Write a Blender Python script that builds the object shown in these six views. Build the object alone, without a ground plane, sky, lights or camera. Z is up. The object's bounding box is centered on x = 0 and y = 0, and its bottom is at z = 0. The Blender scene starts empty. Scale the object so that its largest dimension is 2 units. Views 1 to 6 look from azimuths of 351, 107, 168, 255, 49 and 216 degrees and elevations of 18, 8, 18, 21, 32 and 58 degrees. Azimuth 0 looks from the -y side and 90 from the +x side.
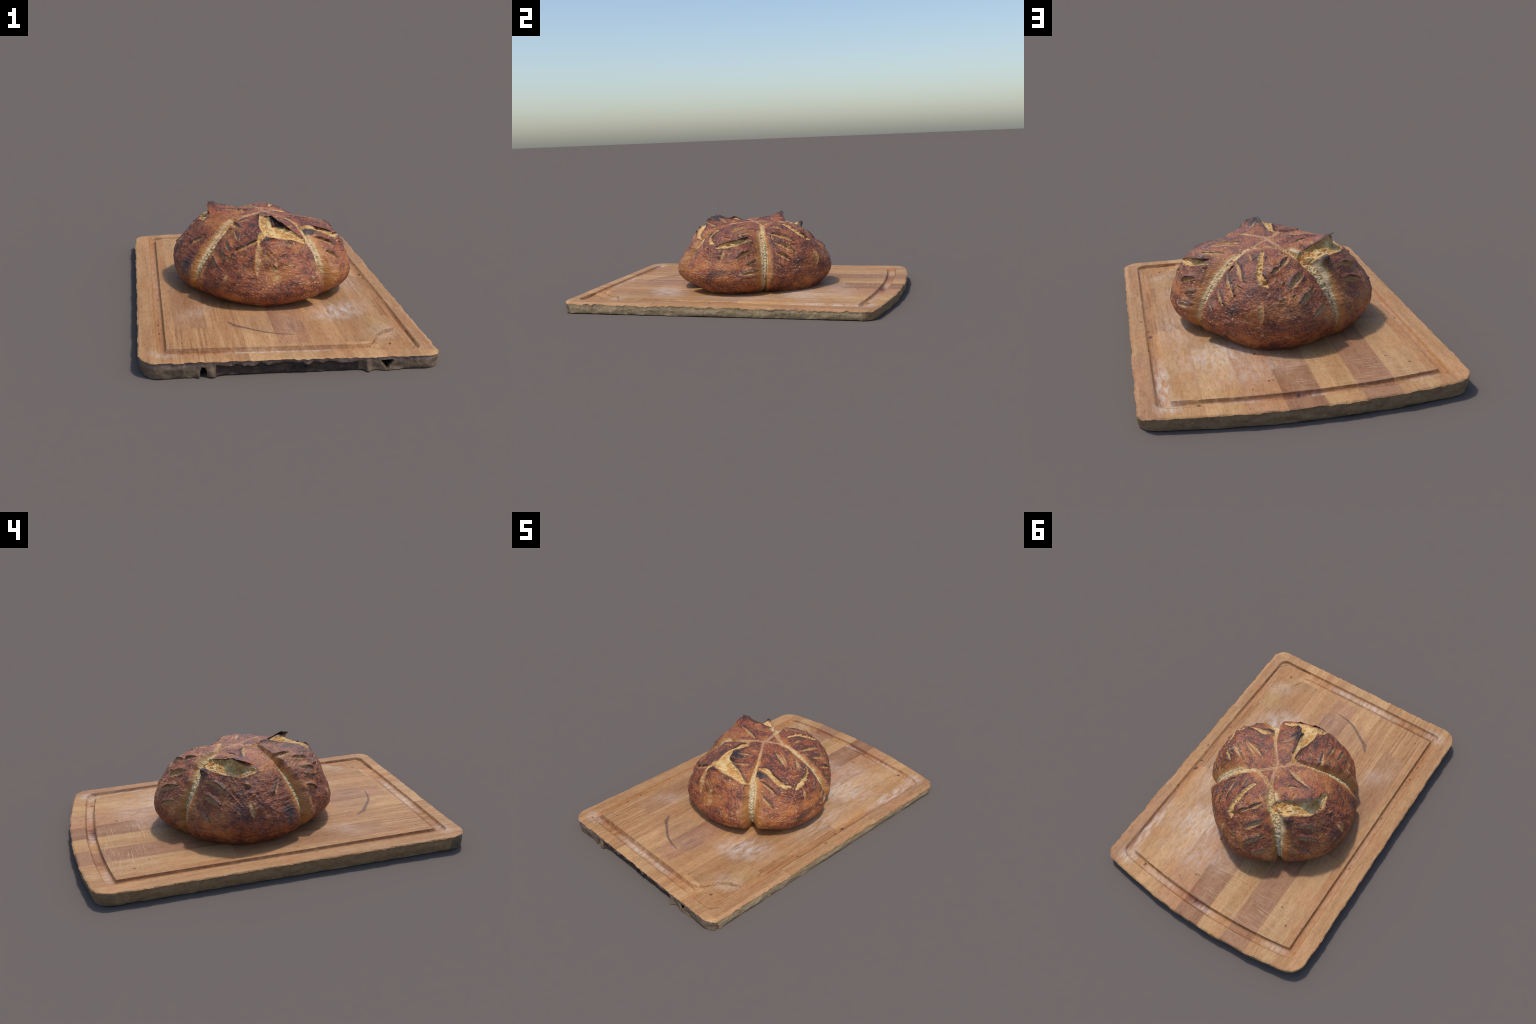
import bpy
import math
import numpy as np

TAU = 2.0 * math.pi
rng = np.random.default_rng(7)

# ---------------------------------------------------------------- helpers


def hash01(ix, iy, iz, seed):
    h = (ix * 374761393 + iy * 668265263 + iz * 2147483647 + seed * 1274126177).astype(np.uint32)
    h = (h ^ (h >> np.uint32(13))) * np.uint32(1274126177)
    h = (h ^ (h >> np.uint32(16))) * np.uint32(2246822519)
    h = h ^ (h >> np.uint32(15))
    return (h & np.uint32(0xFFFFFF)).astype(np.float64) / float(0xFFFFFF)


def vnoise(p, scale, seed=0):
    """Smooth value noise in -1..1 at points p (n,3); scale may be a scalar or a 3-tuple."""
    q = p * np.asarray(scale, dtype=float) + 137.31
    i = np.floor(q).astype(np.int64)
    f = q - i
    f = f * f * f * (f * (f * 6 - 15) + 10)
    out = np.zeros(len(p))
    for dx in (0, 1):
        wx = f[:, 0] if dx else 1 - f[:, 0]
        for dy in (0, 1):
            wy = f[:, 1] if dy else 1 - f[:, 1]
            for dz in (0, 1):
                wz = f[:, 2] if dz else 1 - f[:, 2]
                out += wx * wy * wz * hash01(i[:, 0] + dx, i[:, 1] + dy, i[:, 2] + dz, seed)
    return out * 2 - 1


def fbm(p, scale, octaves=3, seed=0):
    out = np.zeros(len(p))
    a, tot = 1.0, 0.0
    s = np.asarray(scale, dtype=float)
    for o in range(octaves):
        out += a * vnoise(p, s * (2.03 ** o), seed + 17 * o)
        tot += a
        a *= 0.5
    return out / tot


def smooth(a, b, x):
    t = np.clip((x - a) / (b - a), 0, 1)
    return t * t * (3 - 2 * t)


def link(obj, parent=None):
    bpy.context.scene.collection.objects.link(obj)
    if parent is not None:
        obj.parent = parent
    return obj


def make_mesh(name, verts, faces, mats, mat_index=None, normals=None):
    me = bpy.data.meshes.new(name)
    me.from_pydata(verts.tolist() if hasattr(verts, "tolist") else verts, [], faces)
    for m in mats:
        me.materials.append(m)
    me.polygons.foreach_set("use_smooth", np.ones(len(me.polygons), dtype=bool))
    if mat_index is not None:
        me.polygons.foreach_set("material_index", np.asarray(mat_index, dtype=np.int32))
    me.update()
    if normals is not None:
        me.normals_split_custom_set_from_vertices(normals.tolist())
    return me


class Nodes:
    """Tiny builder for node trees."""

    def __init__(self, tree):
        self.t = tree

    def put(self, sock, val):
        if isinstance(val, bpy.types.NodeSocket):
            self.t.links.new(val, sock)
        else:
            sock.default_value = val

    def new(self, kind, **props):
        n = self.t.nodes.new(kind)
        for k, v in props.items():
            setattr(n, k, v)
        return n

    def math(self, op, a, b=0.0, c=0.0, clamp=False):
        n = self.new("ShaderNodeMath", operation=op)
        for s, v in zip(n.inputs, (a, b, c)):
            self.put(s, v)
        if clamp:
            return self.math("MINIMUM", self.math("MAXIMUM", n.outputs[0], 0.0), 1.0)
        return n.outputs[0]

    def vec(self, op, a, b=(0, 0, 0), scale=None):
        n = self.new("ShaderNodeVectorMath", operation=op)
        self.put(n.inputs[0], a)
        if op not in ("NORMALIZE", "LENGTH", "SCALE"):
            self.put(n.inputs[1], b)
        if scale is not None:
            self.put(n.inputs["Scale"], scale)
        return n.outputs["Value"] if op in ("LENGTH", "DOT_PRODUCT", "DISTANCE") else n.outputs[0]

    def ramp(self, x, a, b, lo=0.0, hi=1.0):
        n = self.new("ShaderNodeMapRange", interpolation_type="SMOOTHSTEP", clamp=False)
        for i, v in enumerate((x, a, b, lo, hi)):
            self.put(n.inputs[i], v)
        return n.outputs[0]

    def mix(self, f, a, b, blend="MIX"):
        n = self.new("ShaderNodeMix", data_type="RGBA", blend_type=blend)
        self.put(n.inputs[0], f)
        for s, v in ((n.inputs[6], a), (n.inputs[7], b)):
            self.put(s, v if isinstance(v, bpy.types.NodeSocket) else (*v, 1.0))
        return n.outputs[2]

    def noise(self, co, scale, detail=2.0, rough=0.5, mapping=None, rot=(0, 0, 0)):
        if mapping is not None:
            m = self.new("ShaderNodeMapping")
            self.put(m.inputs[0], co)
            m.inputs["Rotation"].default_value = rot
            m.inputs["Scale"].default_value = mapping
            co = m.outputs[0]
        n = self.new("ShaderNodeTexNoise")
        self.put(n.inputs["Vector"], co)
        n.inputs["Scale"].default_value = scale
        n.inputs["Detail"].default_value = detail
        n.inputs["Roughness"].default_value = rough
        return n.outputs[0], n.outputs[1]

    def wander(self, co, scale, detail, amount):
        """Flat random offset vector (x, y, 0) of about +-amount/2."""
        a, _ = self.noise(co, scale, detail, 0.6)
        b, _ = self.noise(self.vec("ADD", co, (3.7, 9.1, 5.3)), scale, detail, 0.6)
        c = self.new("ShaderNodeCombineXYZ")
        self.put(c.inputs[0], self.math("MULTIPLY", self.math("SUBTRACT", a, 0.5), amount))
        self.put(c.inputs[1], self.math("MULTIPLY", self.math("SUBTRACT", b, 0.5), amount))
        return c.outputs[0]

    def voronoi(self, co, scale, mapping=None, rot=(0, 0, 0), randomness=1.0):
        if mapping is not None:
            m = self.new("ShaderNodeMapping")
            self.put(m.inputs[0], co)
            m.inputs["Rotation"].default_value = rot
            m.inputs["Scale"].default_value = mapping
            co = m.outputs[0]
        n = self.new("ShaderNodeTexVoronoi")
        self.put(n.inputs["Vector"], co)
        n.inputs["Scale"].default_value = scale
        n.inputs["Randomness"].default_value = randomness
        return n.outputs["Distance"], n.outputs["Color"]


def chain_group(name, floats, body):
    """Node group P, Before, <floats> -> Value, for chaining many simple shapes cheaply."""
    g = bpy.data.node_groups.new(name, "ShaderNodeTree")
    g.interface.new_socket("P", in_out="INPUT", socket_type="NodeSocketVector")
    g.interface.new_socket("Before", in_out="INPUT", socket_type="NodeSocketFloat")
    for nm in floats:
        g.interface.new_socket(nm, in_out="INPUT", socket_type="NodeSocketVector" if nm.isupper() else "NodeSocketFloat")
    g.interface.new_socket("Value", in_out="OUTPUT", socket_type="NodeSocketFloat")
    i, o = g.nodes.new("NodeGroupInput"), g.nodes.new("NodeGroupOutput")
    g.links.new(body(Nodes(g), *[i.outputs[k] for k in range(len(floats) + 2)]), o.inputs[0])
    return g


def stroke_body(N, P, before, A, BA, BL, wa, dw, belly):
    """Signed distance to a tapered or lens-shaped stroke from A along BA, united with what came before."""
    pa = N.vec("SUBTRACT", P, A)
    t = N.math("MULTIPLY", N.vec("DOT_PRODUCT", pa, BL), 1.0, clamp=True)
    d = N.vec("LENGTH", N.vec("SUBTRACT", pa, N.vec("SCALE", BA, scale=t)))
    lens = N.math("MULTIPLY", N.math("MULTIPLY", t, N.math("SUBTRACT", 1.0, t)), belly)
    w = N.math("ADD", N.math("MULTIPLY_ADD", t, dw, wa), lens)
    return N.math("MINIMUM", before, N.math("SUBTRACT", d, w))


def blob_body(N, P, before, U, V, u0, v0, k):
    """Soft elliptical patch, united with what came before."""
    u = N.math("SUBTRACT", N.vec("DOT_PRODUCT", P, U), u0)
    w = N.math("SUBTRACT", N.vec("DOT_PRODUCT", P, V), v0)
    d2 = N.math("MULTIPLY_ADD", u, u, N.math("MULTIPLY", w, w))
    return N.math("MAXIMUM", before, N.math("MULTIPLY", N.ramp(N.math("SQRT", d2), 1.0, 0.1), k))


STROKE = chain_group("stroke", ("A", "BA", "BL", "wa", "dw", "belly"), stroke_body)
BLOB = chain_group("patch", ("U", "V", "u0", "v0", "k"), blob_body)


def chain(N, group, P, start, rows):
    out = start
    for row in rows:
        n = N.new("ShaderNodeGroup")
        n.node_tree = group
        N.put(n.inputs[0], P)
        N.put(n.inputs[1], out)
        for sock, v in zip(list(n.inputs)[2:], row):
            sock.default_value = v
        out = n.outputs[0]
    return out


def stroke_nodes(N, P, segments):
    """min over segments of the stroke distance; segment = (ax, ay, wa, bx, by, wb, belly)."""
    rows = []
    for ax, ay, wa, bx, by, wb, belly in segments:
        dx, dy = bx - ax, by - ay
        l2 = dx * dx + dy * dy
        rows.append(((ax, ay, 0), (dx, dy, 0), (dx / l2, dy / l2, 0), wa, wb - wa, 4.0 * belly))
    return chain(N, STROKE, P, 9.0, rows)


def stroke_np(P, segments):
    """Same distance in numpy. Returns distance and the signed side of the nearest stroke."""
    best = np.full(len(P), 9.0)
    for ax, ay, wa, bx, by, wb, belly in segments:
        px, py = P[:, 0] - ax, P[:, 1] - ay
        bx, by = bx - ax, by - ay
        t = np.clip((px * bx + py * by) / (bx * bx + by * by), 0, 1)
        d = np.hypot(px - t * bx, py - t * by) - (wa + t * (wb - wa) + belly * 4 * t * (1 - t))
        best = np.minimum(best, d)
    return best


def path_segments(path):
    return [(a[0], a[1], a[2], b[0], b[1], b[2], 0.0) for a, b in zip(path[:-1], path[1:])]


def blob_nodes(N, P, blobs):
    """Soft patches: sum of smooth falloffs; blob = (x, y, radius_x, radius_y, angle, strength)."""
    rows = []
    for x, y, rx, ry, ang, k in blobs:
        ca, sa = math.cos(ang), math.sin(ang)
        rows.append(((ca / rx, sa / rx, 0), (-sa / ry, ca / ry, 0), (x * ca + y * sa) / rx, (y * ca - x * sa) / ry, k))
    return chain(N, BLOB, P, 0.0, rows)


def principled(mat, color, rough, height=None, bump=0.3, dist=0.002, spec=0.3):
    t = mat.node_tree
    N = Nodes(t)
    b = t.nodes.get("Principled BSDF")
    N.put(b.inputs["Base Color"], color if isinstance(color, bpy.types.NodeSocket) else (*color, 1))
    N.put(b.inputs["Roughness"], rough)
    b.inputs["Specular IOR Level"].default_value = spec
    if height is not None:
        bn = N.new("ShaderNodeBump")
        bn.inputs["Strength"].default_value = bump
        bn.inputs["Distance"].default_value = dist
        N.put(bn.inputs["Height"], height)
        t.links.new(bn.outputs[0], b.inputs["Normal"])


def new_mat(name):
    m = bpy.data.materials.new(name)
    m.use_nodes = True
    return m


# ================================================================ CUTTING BOARD

X_COLS = [-0.702, -0.525, -0.365, -0.205, -0.045, 0.115, 0.275, 0.435, 0.595, 0.699]
GROOVE_DEPTH = 0.0175


def board_top(x, y):
    return 0.0727 - 0.0105 * x - 0.004 * y


def y_ends(x):
    """Front and rear edge of the board at x: straight front, bowed rear, rounded corners."""
    lo = np.full_like(x, -0.989) - 0.004 * (x < -0.5)
    hi = 0.994 - 0.066 * np.abs((x + 0.005) / 0.66) ** 2.0
    for sgn, edge, r_lo, r_hi in ((1, X_COLS[-1], 0.085, 0.062), (-1, -X_COLS[0], 0.095, 0.085)):
        for end, r in ((0, r_lo), (1, r_hi)):
            t = np.clip((x * sgn - (edge - r)) / r, 0, 1)
            drop = r - r * np.sqrt(np.clip(1 - t * t, 0, 1))
            if end:
                hi = hi - drop
            else:
                lo = lo + drop
    return lo, hi


def channel(d, half):
    """Round-bottomed juice groove profile, 0..1, d = distance from the centre line."""
    t = np.clip(np.abs(d) / half, 0, 1)
    return np.sqrt(np.clip(1 - t ** 5, 0, 1))


def groove_depth(x, y):
    rear_in = 0.862 - 0.050 * np.abs((x + 0.02) / 0.57) ** 2
    rear_out = 0.912 - 0.050 * np.abs((x + 0.02) / 0.60) ** 2
    rear = channel(y - (rear_in + rear_out) / 2, (rear_out - rear_in) / 2)
    front = channel(y + 0.888, 0.031) * 0.78
    left = channel(x + 0.597, 0.021) * 0.9
    # the right hand run fades where flour and wear fill it
    fade = 0.55 + 0.45 * smooth(0.25, 0.55, np.abs(y - 0.0))
    right = channel(x - 0.592, 0.029) * fade
    # clip every run to the rounded rectangle of the groove's outer edge
    inside = np.ones_like(x)
    qx = np.abs(x - 0.001) - (0.619 - 0.045)
    yc = (rear_out - 0.919) / 2
    qy = np.abs(y - yc) - ((rear_out + 0.919) / 2 - 0.045)
    sd = np.hypot(np.maximum(qx, 0), np.maximum(qy, 0)) + np.minimum(np.maximum(qx, qy), 0) - 0.045
    inside = smooth(0.003, -0.006, sd)
    g = np.maximum(np.maximum(rear, front), np.maximum(left, right)) * inside
    # finger scoop in the front right corner
    scoop = smooth(0.0, -0.007, np.hypot(x - 0.597, y + 0.885) - 0.212) * smooth(0.003, -0.007, sd)
    return np.maximum(g, scoop * 0.95)


def edge_wobble(p, seed):
    return 0.0038 * vnoise(p, 14, seed) + 0.0020 * vnoise(p, 47, seed + 1) + 0.0016 * vnoise(p, 140, seed + 2)


def outward(x, y, lo, hi):
    """Outward distance-to-edge estimates and direction for points on the board plan."""
    dl, dr = x - X_COLS[0], X_COLS[-1] - x
    df, db = y - lo, hi - y
    return dl, dr, df, db


# lips of the juice groove in plan (x, y, half width of the dark line)
GROOVE_LINES = [
    [(-.573, -.855, .002), (-.28, -.857, .003), (.0, -.858, .003), (.365, -.858, .003), (.395, -.845, .004), (.425, -.79, .004), (.455, -.738, .004),  # line thickened round the scoop to paint the shading on its wall
     (.50, -.700, .004), (.545, -.678, .004), (.564, -.67, .002)],
    [(-.57, -.866, .007), (-.2, -.867, .008), (.15, -.867, .007), (.40, -.862, .004)],
    [(-.576, -.855, .003), (-.576, -.3, .003), (-.577, .3, .003), (-.575, .812, .003)],
    [(-.575, .814, .002), (-.436, .836, .002), (-.277, .852, .003), (-.04, .862, .003), (.296, .846, .003), (.555, .822, .003)],
    [(-.605, .857, .001), (-.535, .876, .001), (-.347, .899, .002), (-.07, .912, .002), (.209, .900, .002), (.524, .876, .001), (.585, .865, .001)],
    [(.60, .83, .001), (.618, .65, .001), (.622, .1, .001), (.621, -.5, .002), (.617, -.84, .002), (.594, -.881, .002), (.57, -.905, .001), (.441, -.916, .001)],
    [(.441, -.917, .001), (.06, -.918, .001), (-.26, -.919, .001), (-.58, -.918, .000)],
]


GROOVE_FLOOR = [[(-.59, -.888, .03), (.5, -.888, .03)], [(-.597, -.88, .02), (-.597, .83, .02)], [(.592, -.8, .027), (.594, .84, .025)],
                [(-.58, .838, .022), (-.31, .874, .024), (-.02, .887, .025), (.28, .873, .024), (.57, .845, .022)], [(.535, -.82, .07), (.54, -.81, .07)]]


def wood_group():
    g = bpy.data.node_groups.new("beech_wood", "ShaderNodeTree")
    g.interface.new_socket("Tone", in_out="INPUT", socket_type="NodeSocketColor")
    g.interface.new_socket("Shift", in_out="INPUT", socket_type="NodeSocketFloat")
    g.interface.new_socket("Stripe", in_out="INPUT", socket_type="NodeSocketFloat")
    g.interface.new_socket("Color", in_out="OUTPUT", socket_type="NodeSocketColor")
    g.interface.new_socket("Height", in_out="OUTPUT", socket_type="NodeSocketFloat")
    N = Nodes(g)
    gi, go = g.nodes.new("NodeGroupInput"), g.nodes.new("NodeGroupOutput")
    tone, shift, stripe = gi.outputs[0], gi.outputs[1], gi.outputs[2]
    co = N.new("ShaderNodeTexCoord").outputs["Object"]
    sh = N.new("ShaderNodeCombineXYZ")
    N.put(sh.inputs[1], shift)
    N.put(sh.inputs[2], shift)
    cs = N.vec("ADD", co, sh.outputs[0])
    sep = N.new("ShaderNodeSeparateXYZ")
    N.put(sep.inputs[0], co)
    flat = N.new("ShaderNodeCombineXYZ")
    N.put(flat.inputs[0], sep.outputs[0])
    N.put(flat.inputs[1], sep.outputs[1])
    P = flat.outputs[0]

    band, _ = N.noise(cs, 1.0, 3, 0.55, mapping=(15, 2.2, 15))
    grain, _ = N.noise(cs, 1.0, 3, 0.6, mapping=(170, 16, 170))
    fine, _ = N.noise(cs, 1.0, 2, 0.6, mapping=(420, 40, 420))
    fleck, _ = N.noise(cs, 1.0, 1, 0.5, mapping=(300, 60, 300))
    blot, _ = N.noise(cs, 5.0, 3, 0.55)
    mott, _ = N.noise(cs, 1.0, 3, 0.65, mapping=(60, 26, 60))
    # tone variation
    col = N.mix(N.ramp(band, 0.36, 0.66), tone, N.mix(1.0, tone, (0.84, 0.78, 0.73), "MULTIPLY"))
    col = N.mix(N.math("MULTIPLY", N.ramp(grain, 0.40, 0.72), 0.55), col, N.mix(1.0, col, (0.72, 0.63, 0.56), "MULTIPLY"))
    col = N.mix(N.math("MULTIPLY", N.ramp(blot, 0.45, 0.75), 0.45), col, N.mix(1.0, col, (1.12, 0.93, 0.80), "MULTIPLY"))
    col = N.mix(N.math("MULTIPLY", N.ramp(mott, 0.45, 0.72), 0.5), col, N.mix(1.0, col, (0.74, 0.66, 0.60), "MULTIPLY"))
    col = N.mix(N.math("MULTIPLY", N.ramp(mott, 0.46, 0.25), 0.4), col, N.mix(1.0, col, (1.14, 1.10, 1.06), "MULTIPLY"))
    # straight quarter-sawn stripes on some staves
    wv, _ = N.noise(cs, 1.0, 1, 0.4, mapping=(55, 1.2, 55))
    col = N.mix(N.math("MULTIPLY", N.ramp(wv, 0.5, 0.56), stripe), col, N.mix(1.0, col, (0.70, 0.60, 0.52), "MULTIPLY"))
    col = N.mix(N.math("MULTIPLY", N.ramp(fine, 0.42, 0.25), 0.35), col, N.mix(1.0, col, (0.6, 0.5, 0.42), "MULTIPLY"))
    # short dark beech flecks along the grain
    col = N.mix(N.math("MULTIPLY", N.ramp(fleck, 0.62, 0.74), 0.65), col, N.mix(1.0, col, (0.42, 0.33, 0.28), "MULTIPLY"))

    # knife scratches: thin pale lines in two slanted directions
    big, _ = N.noise(P, 3.0, 2, 0.5)
    zone = blob_nodes(N, P, [(-0.15, 0.68, 0.55, 0.38, 0.0, 1.0), (0.15, 0.45, 0.5, 0.4, 0.3, 0.9), (-0.1, -0.55, 0.5, 0.3, 0.0, 0.55)])
    sc = None
    for rot, s in ((0.55, (6, 330, 1)), (0.80, (5, 260, 1)), (-0.35, (6, 300, 1)), (1.25, (6, 280, 1))):
        a, _ = N.noise(P, 1.0, 1, 0.4, mapping=s, rot=(0, 0, rot))
        v = N.ramp(a, 0.645, 0.72)
        sc = v if sc is None else N.math("MAXIMUM", sc, v)
    scm = N.math("MULTIPLY", N.math("MULTIPLY", sc, zone), N.ramp(big, 0.35, 0.6))
    col = N.mix(N.math("MULTIPLY", scm, 0.8), col, (0.68, 0.51, 0.34))
    # flour dust
    dz = blob_nodes(N, P, [
        (0.30, 0.42, 0.35, 0.22, 0.5, 0.62), (0.22, 0.62, 0.35, 0.16, 0.3, 0.36), (0.33, -0.43, 0.26, 0.17, 0.6, 0.62),
        (-0.14, -0.888, 0.24, 0.040, 0.0, 1.0), (0.10, -0.888, 0.16, 0.036, 0.0, 0.75), (-0.58, -0.90, 0.10, 0.06, 0.0, 0.7),
        (0.585, 0.62, 0.05, 0.34, 0.0, 0.85), (0.57, 0.85, 0.09, 0.08, 0.0, 0.8), (-0.40, -0.42, 0.18, 0.10, 0.9, 0.25),
        (-0.02, 0.885, 0.12, 0.03, 0.0, 0.75), (0.32, 0.870, 0.22, 0.035, -0.07, 0.6), (-0.50, 0.852, 0.12, 0.035, 0.12, 0.6),
        (0.50, -0.70, 0.16, 0.10, 0.4, 0.3), (0.47, 0.10, 0.14, 0.4, 0.0, 0.4), (-0.60, 0.1, 0.03, 0.7, 0.0, 0.25)])
    dn, _ = N.noise(P, 1.0, 4, 0.65, mapping=(46, 14, 1), rot=(0, 0, 0.7))
    dfine, _ = N.noise(P, 260.0, 1, 0.5)
    dust = N.math("MULTIPLY", dz, N.ramp(N.math("ADD", dn, N.math("MULTIPLY", dfine, 0.35)), 0.48, 0.86))
    col = N.mix(N.math("MULTIPLY", dust, 0.85), col, (0.66, 0.60, 0.55))
    # dark smudge and the curved burn mark beside it
    sm = blob_nodes(N, P, [(0.06, -0.62, 0.15, 0.12, 0.5, 0.6), (-0.05, -0.58, 0.28, 0.20, 0.0, 0.4), (0.10, -0.62, 0.03, 0.05, 0.6, 0.6)])
    smn, _ = N.noise(P, 1.0, 3, 0.6, mapping=(60, 10, 1))
    col = N.mix(N.math("MULTIPLY", sm, N.ramp(smn, 0.3, 0.7)), col, (0.16, 0.085, 0.075))
    arc = stroke_nodes(N, P, path_segments([(-0.252, -0.560, .005), (-0.228, -0.600, .011), (-0.192, -0.622, .008), (-0.143, -0.656, .006),
                                            (-0.081, -0.693, .005), (-0.02, -0.713, .004), (0.045, -0.722, .002)]))
    an, _ = N.noise(P, 1.0, 2, 0.6, mapping=(60, 220, 1))
    col = N.mix(N.math("MULTIPLY", N.ramp(arc, 0.006, -0.003), N.ramp(an, 0.36, 0.56, 0.35, 0.9)), col, (0.085, 0.045, 0.042))
    ring = blob_nodes(N, P, [(-0.06, -0.48, 0.36, 0.30, 0.3, 0.22)])
    col = N.mix(N.math("MULTIPLY", ring, N.ramp(arc, -0.02, 0.05, 1.0, 0.7)), col, (0.26, 0.13, 0.085))
    floor = stroke_nodes(N, P, [q for p in GROOVE_FLOOR for q in path_segments(p)])
    col = N.mix(N.math("MULTIPLY", N.ramp(floor, 0.004, -0.004), N.ramp(mott, 0.3, 0.6, 0.5, 1.0)), col, N.mix(1.0, col, (0.93, 0.84, 0.77), "MULTIPLY"))  # floor colour multiplied down to give the channel some shade
    # dark lines drawn along both lips of the juice groove
    lip = stroke_nodes(N, N.vec("ADD", P, N.wander(P, 30.0, 2, 0.004)), [q for p in GROOVE_LINES for q in path_segments(p)])
    gn, _ = N.noise(P, 28.0, 3, 0.6)
    col = N.mix(N.math("MULTIPLY", N.ramp(lip, 0.0045, -0.001), N.ramp(gn, 0.25, 0.6, 0.2, 0.7)), col, N.mix(1.0, col, (0.42, 0.33, 0.28), "MULTIPLY"))
    # red-brown stain in the rear groove, small dark pits
    st = blob_nodes(N, P, [(0.055, 0.875, 0.075, 0.025, 0.0, 0.9), (0.10, 0.40, 0.12, 0.08, 0.0, 0.25)])
    col = N.mix(N.math("MULTIPLY", st, N.ramp(smn, 0.25, 0.6)), col, (0.17, 0.05, 0.035))
    spots = [(0.146, 0.735, 0.007), (0.128, 0.732, 0.004), (-0.483, 0.711, 0.007), (0.050, 0.868, 0.012), (-0.403, 0.626, 0.004),
             (0.225, 0.794, 0.004), (0.021, 0.787, 0.004), (0.603, 0.131, 0.013), (0.608, 0.066, 0.007), (0.453, 0.845, 0.011),
             (-0.600, -0.540, 0.006), (-0.600, -0.645, 0.006), (-0.602, -0.49, 0.005), (0.495, -0.825, 0.010), (0.157, 0.460, 0.008),
             (0.60, -0.25, 0.006), (-0.60, 0.2, 0.006), (-0.59, -0.2, 0.005), (0.62, 0.30, 0.006), (-0.50, -0.79, 0.004), (0.64, -0.05, 0.007)]
    Pw2 = N.vec("ADD", P, N.wander(P, 140.0, 1, 0.012))
    sp = stroke_nodes(N, Pw2, [(x, y, r * 0.55, x + r * 0.35, y + r * 1.1, r * 0.2, 0) for x, y, r in spots])
    col = N.mix(N.ramp(sp, 0.003, 0.0, 0.0, 0.88), col, (0.07, 0.035, 0.03))
    h = N.math("ADD", N.math("MULTIPLY", grain, 0.7), N.math("MULTIPLY", fine, 0.5))
    h = N.math("SUBTRACT", h, N.math("MULTIPLY", N.ramp(fleck, 0.66, 0.76), 0.5))
    h = N.math("SUBTRACT", h, N.math("MULTIPLY", scm, 0.5))
    g.links.new(col, go.inputs[0])
    g.links.new(h, go.inputs[1])
    return g


WOOD = wood_group()


def wood_mat(tone, shift, stripe):
    m = new_mat("beech_stave")
    N = Nodes(m.node_tree)
    n = N.new("ShaderNodeGroup")
    n.node_tree = WOOD
    n.inputs[0].default_value = (*tone, 1)
    n.inputs[1].default_value = shift
    n.inputs[2].default_value = stripe
    principled(m, n.outputs[0], 0.62, n.outputs[1], 0.35, 0.0015, 0.25)
    return m


def side_mat(name, a, b, c):
    """Weathered side of the board: blotchy greyed wood with a chipped brown upper arris."""
    m = new_mat(name)
    N = Nodes(m.node_tree)
    co = N.new("ShaderNodeTexCoord").outputs["Object"]
    n1, _ = N.noise(co, 1.0, 3, 0.55, mapping=(22, 22, 40))
    n2, _ = N.noise(co, 1.0, 3, 0.6, mapping=(60, 60, 90))
    n3, _ = N.noise(co, 240.0, 2, 0.5)
    col = N.mix(N.ramp(n1, 0.35, 0.65), a, b)
    col = N.mix(N.math("MULTIPLY", N.ramp(n2, 0.45, 0.7), 0.6), col, c)
    col = N.mix(N.math("MULTIPLY", N.ramp(n3, 0.4, 0.7), 0.25), col, N.mix(1.0, col, (0.6, 0.55, 0.5), "MULTIPLY"))
    principled(m, col, 0.75, N.math("ADD", n2, N.math("MULTIPLY", n3, 0.3)), 0.4, 0.003, 0.2)
    return m


SIDE_RIGHT = side_mat("weathered_grey_edge", (0.39, 0.285, 0.165), (0.32, 0.235, 0.135), (0.44, 0.31, 0.175))
SIDE_WOOD = side_mat("brown_wood_edge", (0.34, 0.205, 0.105), (0.28, 0.165, 0.082), (0.40, 0.26, 0.145))
SIDE_REAR = side_mat("dull_brown_rear_edge", (0.28, 0.180, 0.100), (0.22, 0.138, 0.076), (0.34, 0.235, 0.14))
SIDE_DARK = side_mat("dark_brown_front_edge", (0.070, 0.046, 0.037), (0.050, 0.034, 0.029), (0.105, 0.070, 0.054))
SIDE_MID = side_mat("mid_brown_front_edge", (0.18, 0.125, 0.082), (0.14, 0.098, 0.065), (0.23, 0.165, 0.11))
CHIPPED = side_mat("chipped_edge", (0.22, 0.15, 0.12), (0.15, 0.10, 0.082), (0.29, 0.21, 0.17))
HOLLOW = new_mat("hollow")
principled(HOLLOW, (0.006, 0.005, 0.005), 0.9)  # near-black colour supplies the darkness inside the torn openings

L = (0.52, 0.305, 0.142)
T = (0.46, 0.258, 0.118)
P_ = (0.425, 0.230, 0.113)
B = (0.39, 0.205, 0.105)
D = (0.335, 0.170, 0.088)
Y = (0.51, 0.300, 0.134)
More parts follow.
